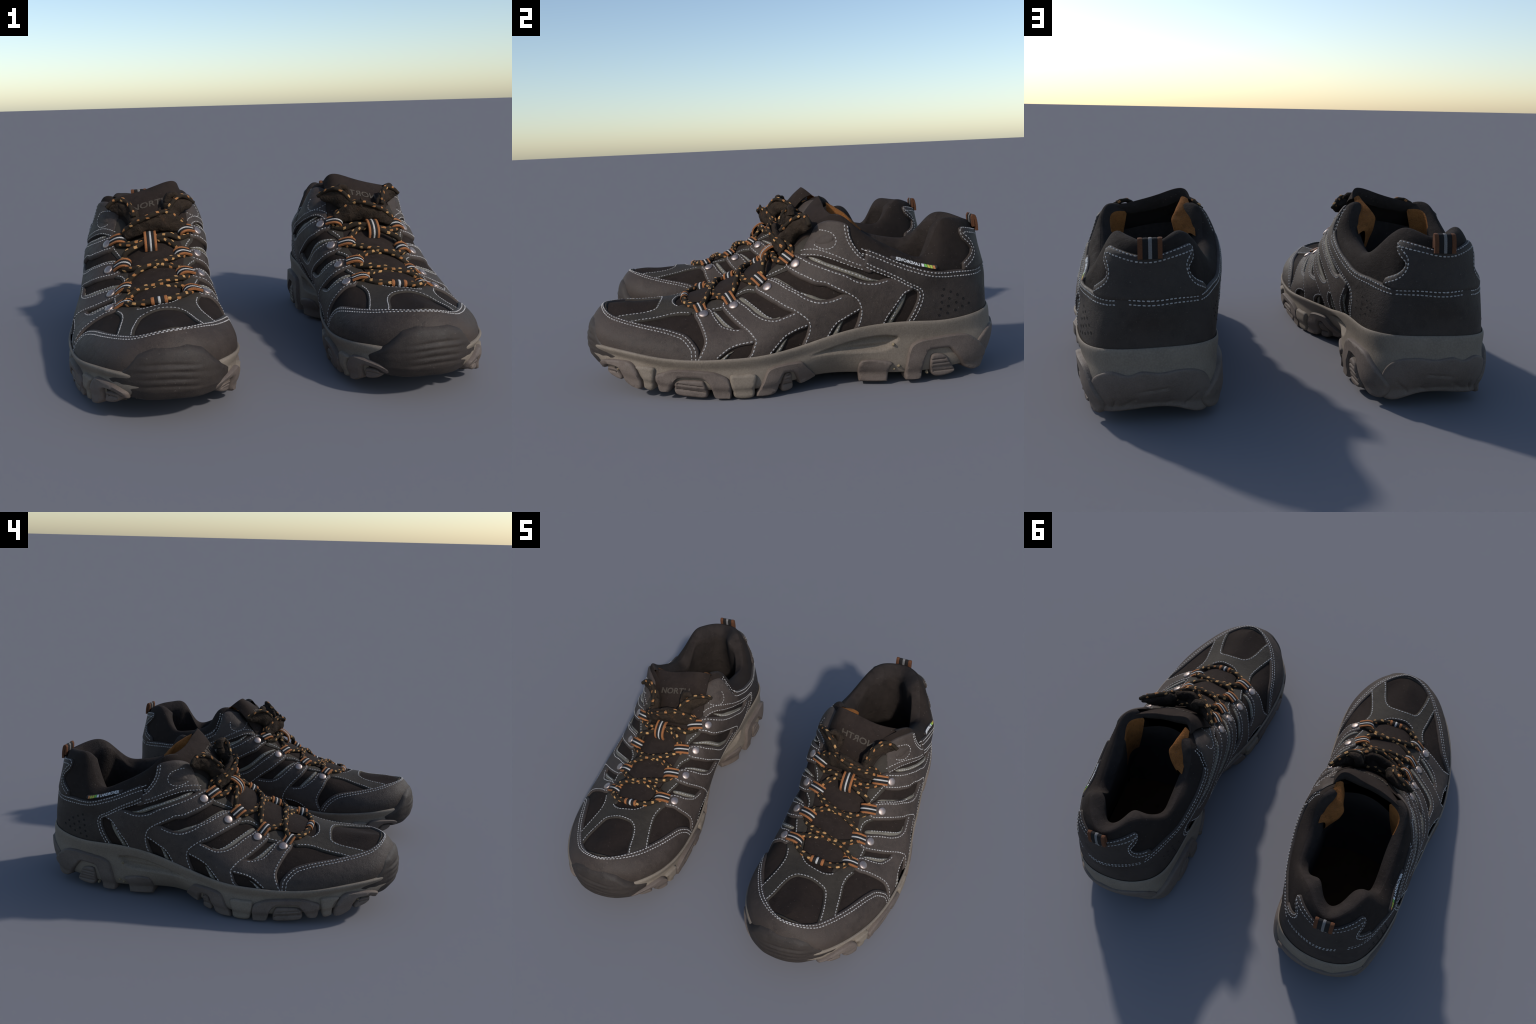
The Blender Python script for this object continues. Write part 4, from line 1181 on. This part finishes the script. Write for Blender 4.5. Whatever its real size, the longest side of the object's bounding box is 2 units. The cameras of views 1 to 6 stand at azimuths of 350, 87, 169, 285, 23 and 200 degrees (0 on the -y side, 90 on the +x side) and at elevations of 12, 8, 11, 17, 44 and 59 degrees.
def build_bow():
    """tied ends of the lace: knot ridge, two drooping bow loops"""
    S = Soup()
    S.add(*lobe([(.47, -.020, .668), (.455, .005, .712), (.425, .035, .745), (.385, .070, .752), (.355, .098, .748), (.334, .116, .748)],
                [(.022, .038), (.025, .044), (.026, .042), (.022, .034), (.014, .020), (.004, .005)], amp=.010, seed=1.3))
    S.add(*lobe([(.455, .02, .72), (.468, .045, .765), (.462, .040, .800), (.435, .040, .802), (.405, .035, .785)],
                [(.026, .030), (.026, .024), (.020, .018), (.016, .016), (.008, .010)], amp=.008, seed=4.1))
    S.add(*lobe([(.63, -.035, .645), (.64, .010, .690), (.665, .050, .728), (.705, .085, .745), (.742, .100, .745), (.768, .100, .742)],
                [(.022, .038), (.024, .042), (.024, .040), (.020, .034), (.013, .018), (.004, .005)], amp=.010, seed=2.2))
    # knot ridge across the tongue, filled solid below after the scan's membrane
    S.add(*lobe([(.40, .005, .640), (.455, -.020, .672), (.52, -.045, .690), (.57, -.050, .682), (.625, -.042, .660), (.69, -.015, .620)],
                [(.022, .034), (.026, .044), (.026, .048), (.026, .042), (.024, .040), (.02, .03)], amp=.009, seed=3.7))
    S.add(*lobe([(.535, -.02, .65), (.525, -.045, .70), (.518, -.066, .738), (.514, -.073, .757)], [(.040, .03), (.030, .024), (.014, .012), (.003, .003)], amp=.007, seed=5.5))
    ob = S.build('lace_bow', ['knot'])
    # cord edge lying on top of the bow loops
    FL = Soup(); rng = random.Random(5)
    for L in ([(.47, -.02, .735), (.445, .0, .775), (.405, .03, .797), (.365, .080, .782), (.332, .116, .752)],
              [(.64, -.03, .715), (.66, .03, .765), (.70, .075, .790), (.745, .095, .775), (.775, .10, .748)],
              [(.39, .005, .665), (.44, -.02, .705), (.49, -.05, .735), (.54, -.078, .728), (.60, -.075, .705), (.66, -.045, .670), (.70, -.015, .630)]):
        P = resample(smooth_line(L, 8), .006); R = .0105
        V, F = tube(P, R, 12); V = crumple(V, .003, 40, 2.0)
        add_obj('lace', V, F, 'cord'); flecks(FL, P, R * 1.12, rng, pitch=.05)
    FL.build('lace_fleck', ['fleck', 'fleck2'], kind='stuff')


TONGUE = [
    [(.395, .250, .812), (.432, .192, .858), (.530, .193, .831), (.630, .195, .803), (.745, .228, .780)],
    [(.385, .190, .790), (.430, .140, .808), (.515, .125, .790), (.615, .125, .764), (.752, .168, .728)],
    [(.375, .110, .705), (.430, .070, .712), (.515, .055, .702), (.615, .052, .682), (.740, .100, .650)],
    [(.372, .020, .605), (.430, -.030, .602), (.520, -.050, .594), (.615, -.038, .580), (.712, .000, .565)],
    [(.400, -.120, .530), (.440, -.150, .531), (.530, -.170, .524), (.620, -.160, .513), (.680, -.130, .497)],
    [(.430, -.290, .460), (.475, -.300, .462), (.560, -.310, .454), (.630, -.305, .444), (.688, -.290, .428)],
    [(.462, -.470, .409), (.500, -.485, .408), (.560, -.495, .403), (.612, -.490, .398), (.655, -.475, .390)],
]


def build_tongue():
    nu, nv = 48, 96
    G = net(TONGUE, nu, nv)
    du = np.gradient(G, axis=1); dv = np.gradient(G, axis=0)
    N = np.cross(du, dv); N /= np.linalg.norm(N, axis=2, keepdims=True) + 1e-12
    if N[nv // 2, nu // 2, 1] > 0: N = -N
    s = np.linspace(0, 1, nu)[None, :]; t = np.linspace(0, 6, nv)[:, None]
    th = .050 * np.sqrt(np.clip(t / .5, 0, 1)) * np.clip((6 - t) / 4, .1, 1) * np.clip(4 * s * (1 - s), 0, 1) ** .35
    front = G + N * (.006 * np.sin(np.pi * s) )[..., None]
    back = G - N * th[..., None]
    V = np.vstack([front.reshape(-1, 3), back.reshape(-1, 3)]); n = nu * nv
    F1 = grid_faces(nu, nv); F2 = grid_faces(nu, nv, off=n, flip=True)
    fm = [0] * len(F1) + [1] * len(F2)
    F = F1 + F2
    for i in range(nu - 1):
        F.append((i, n + i, n + i + 1, i + 1)); fm.append(0)
    for j in range(nv - 1):
        a, b = j * nu, (j + 1) * nu; F += [(a, b, n + b, n + a), (a + nu - 1, n + a + nu - 1, n + b + nu - 1, b + nu - 1)]; fm += [0, 0]
    add_obj('tongue', V, F, ['tongue', 'lining'], fm)
    # folded collar rolls beside the tongue, orange gusset cloth behind it
    S = Soup()
    g = net([[(.405, .235, .815), (.395, .300, .772), (.388, .360, .715), (.385, .410, .665)], [(.428, .225, .824), (.445, .300, .778), (.452, .350, .733), (.410, .405, .680)],
             [(.443, .222, .812), (.475, .304, .760), (.484, .347, .720), (.420, .405, .668)], [(.450, .222, .755), (.472, .300, .700), (.470, .345, .665), (.420, .400, .630)], [(.445, .225, .66), (.45, .29, .60), (.44, .34, .58), (.40, .39, .56)]], 28, 30)
    S.add(crumple(g.reshape(-1, 3), .005, 18, 1.), grid_faces(28, 30))
    S.build('tongue_gusset', ['gusset'])


def map_text(body, mat, name, place, size, depth=.0015):
    cu = bpy.data.curves.new(name, 'FONT'); cu.body = body; cu.size = 1; cu.extrude = 0; cu.align_x = 'LEFT'; cu.resolution_u = 3; cu.offset = .018
    ob = bpy.data.objects.new(name, cu); bpy.context.scene.collection.objects.link(ob)
    dg = bpy.context.evaluated_depsgraph_get(); me = bpy.data.meshes.new_from_object(ob.evaluated_get(dg))
    bpy.data.objects.remove(ob); bpy.data.curves.remove(cu)
    bm = bmesh.new(); bm.from_mesh(me); bmesh.ops.triangulate(bm, faces=bm.faces)
    bmesh.ops.subdivide_edges(bm, edges=[e for e in bm.edges if e.calc_length() > .12], cuts=2, use_grid_fill=True)
    bmesh.ops.triangulate(bm, faces=bm.faces)
    V = np.array([v.co[:] for v in bm.verts]); bm.verts.index_update()
    F = [[v.index for v in f.verts] for f in bm.faces]
    bd = [(e.verts[0].index, e.verts[1].index) for e in bm.edges if len(e.link_faces) == 1]
    bm.free(); bpy.data.meshes.remove(me)
    w = V[:, 0].max()
    P, N = place(V[:, 0] / w, V[:, 1])
    W = np.vstack([P + N * depth, P - N * .002]); n = len(V)
    FF = [tuple(f) for f in F] + [(a, b, n + b, n + a) for a, b in bd]
    return add_obj(name, W, FF, mat, smooth=False)


def build_marks(bvh):
    lab = smooth_line(np.array(LABEL) * SKIN.s, 4, True)
    patch('label', SKIN, lab, .0080, 'label', r=.003, g=.008, step=.005)
    lo = np.array([(10.80, 3.275), (11.05, 3.335), (11.35, 3.32), (11.73, 3.205), (12.10, 2.95)])     # centre line, front to back
    d = np.r_[0, np.cumsum(np.linalg.norm(np.diff(lo * SKIN.s, axis=0), axis=1))]; d /= d[-1]
    def on_label(t, off):
        uv = np.stack([np.interp(t, d, lo[:, k]) for k in range(2)], 1) * SKIN.s
        uv[:, 1] += off
        P, N = SKIN.to3d(uv); return P + N * .0080, N
    # text starts next to the squares and runs towards the toe
    map_text('LANDROVER', 'print', 'label_lettering', lambda x, y: on_label(.56 - x * .54, (y - .35) * .021), 1, .0012)
    for k, m in enumerate(('print', 'square_green', 'square_yellow', 'square_lime', 'square_orange')):
        a = .60 + k * .078; g = 5
        tt, oo = np.meshgrid(np.linspace(a, a + .066, g), np.linspace(-.0075, .0075, g))
        P, N = on_label(tt.ravel(), oo.ravel()); P += N * .0012
        add_obj('label_square', P, grid_faces(g, g), m)
    # tongue lettering, low and embossed
    G = net(TONGUE, 60, 60)
    tb = BVHTree.FromPolygons(G.reshape(-1, 3).tolist(), grid_faces(60, 60))
    def on_tongue(x, y):
        P, N = [], []
        for a, b in zip(x, y):
            q = np.array([.648 - a * .185, .095, .716 + a * .045 + b * .050])
            h, n, _, _ = tb.ray_cast(Vector(q + np.array([0, -.3, .15])), Vector((0, .894, -.447)))
            if h is None: h, n, _, _ = tb.find_nearest(Vector(q))
            if n.y > 0: n = -n
            P.append(np.array(h) + np.array(n) * .0065); N.append(n)
        return np.array(P), np.array(N)
    map_text('NORTH', 'emboss', 'tongue_lettering', on_tongue, 1, .0012)


def build_tab():
    p = smooth_line([(.932, .670), (.930, .70), (.924, .730), (.918, .742), (.914, .743), (.912, .735), (.913, .72), (.916, .69)], 6)
    path = np.array([(.597, y, z) for y, z in p])
    ribbon('pull_tab', path, unit([1, -.02, -.03]), .094, thick=.009, mats=['rust', 'black', 'ecru'])


def build_mud():
    S = Soup(); rng = random.Random(21)
    spots = [(-.815, .125, 'outer'), (-.77, .080, 'outer'), (-.625, .085, 'outer'), (.458, .075, 'outer'), (.478, .090, 'outer'), (.800, .105, 'outer'), (.818, .075, 'outer'), (.615, .045, 'outer'), (.452, .196, 'outer'),
             (-.60, .1, 'inner'), (-.2, .05, 'inner'), (.44, .08, 'inner'), (.79, .1, 'inner'), (-.75, .09, 'inner')]
    for y, z, side in spots:
        P, N = WallDomain(side).to3d(np.array([[y, z]])); P = P[0] + N[0] * .004; N = N[0]
        t = unit(np.cross(N, [0, 0, 1])); b = np.cross(N, t); r = rng.uniform(.006, .010)
        V = [P + N * r * .9]
        for ring in (1, 2):
            for k in range(9):
                a = k * 2 * math.pi / 9; rr = r * ring * .5 * rng.uniform(.75, 1.25)
                V.append(P + (t * math.cos(a) + b * math.sin(a)) * rr + N * r * (.7 if ring == 1 else -.5))
        F = [(0, 1 + k, 1 + (k + 1) % 9) for k in range(9)] + [(1 + k, 10 + k, 10 + (k + 1) % 9, 1 + (k + 1) % 9) for k in range(9)]
        S.add(V, F)
    S.build('mud_crumb', ['mud'], kind='stuff')


def main():
    materials()
    skin_bvh = build_upper()
    top = TopDomain(skin_bvh)
    build_panels(top)
    bvh = build_stitches(top)
    build_lining(); build_sole(); build_bumper()
    build_hardware(bvh, skin_bvh)
    build_tongue(); build_laces(skin_bvh); build_bow(); build_tab(); build_marks(bvh); build_mud()
    roots = []
    for side in (1, -1):
        e = bpy.data.objects.new('hiking_shoe', None); bpy.context.scene.collection.objects.link(e)
        e.location = (ORIGIN[0] * side, 0, 0); e.scale = (side, 1, 1); e.empty_display_size = .1
        e['label'] = 'worn dark brown hiking shoe with orange flecked laces'; e['category'] = 'shoe'
        roots.append(e)
    for ob in list(PARTS):
        ob.parent = roots[0]
        c = ob.copy(); bpy.context.scene.collection.objects.link(c); c.parent = roots[1]


main()
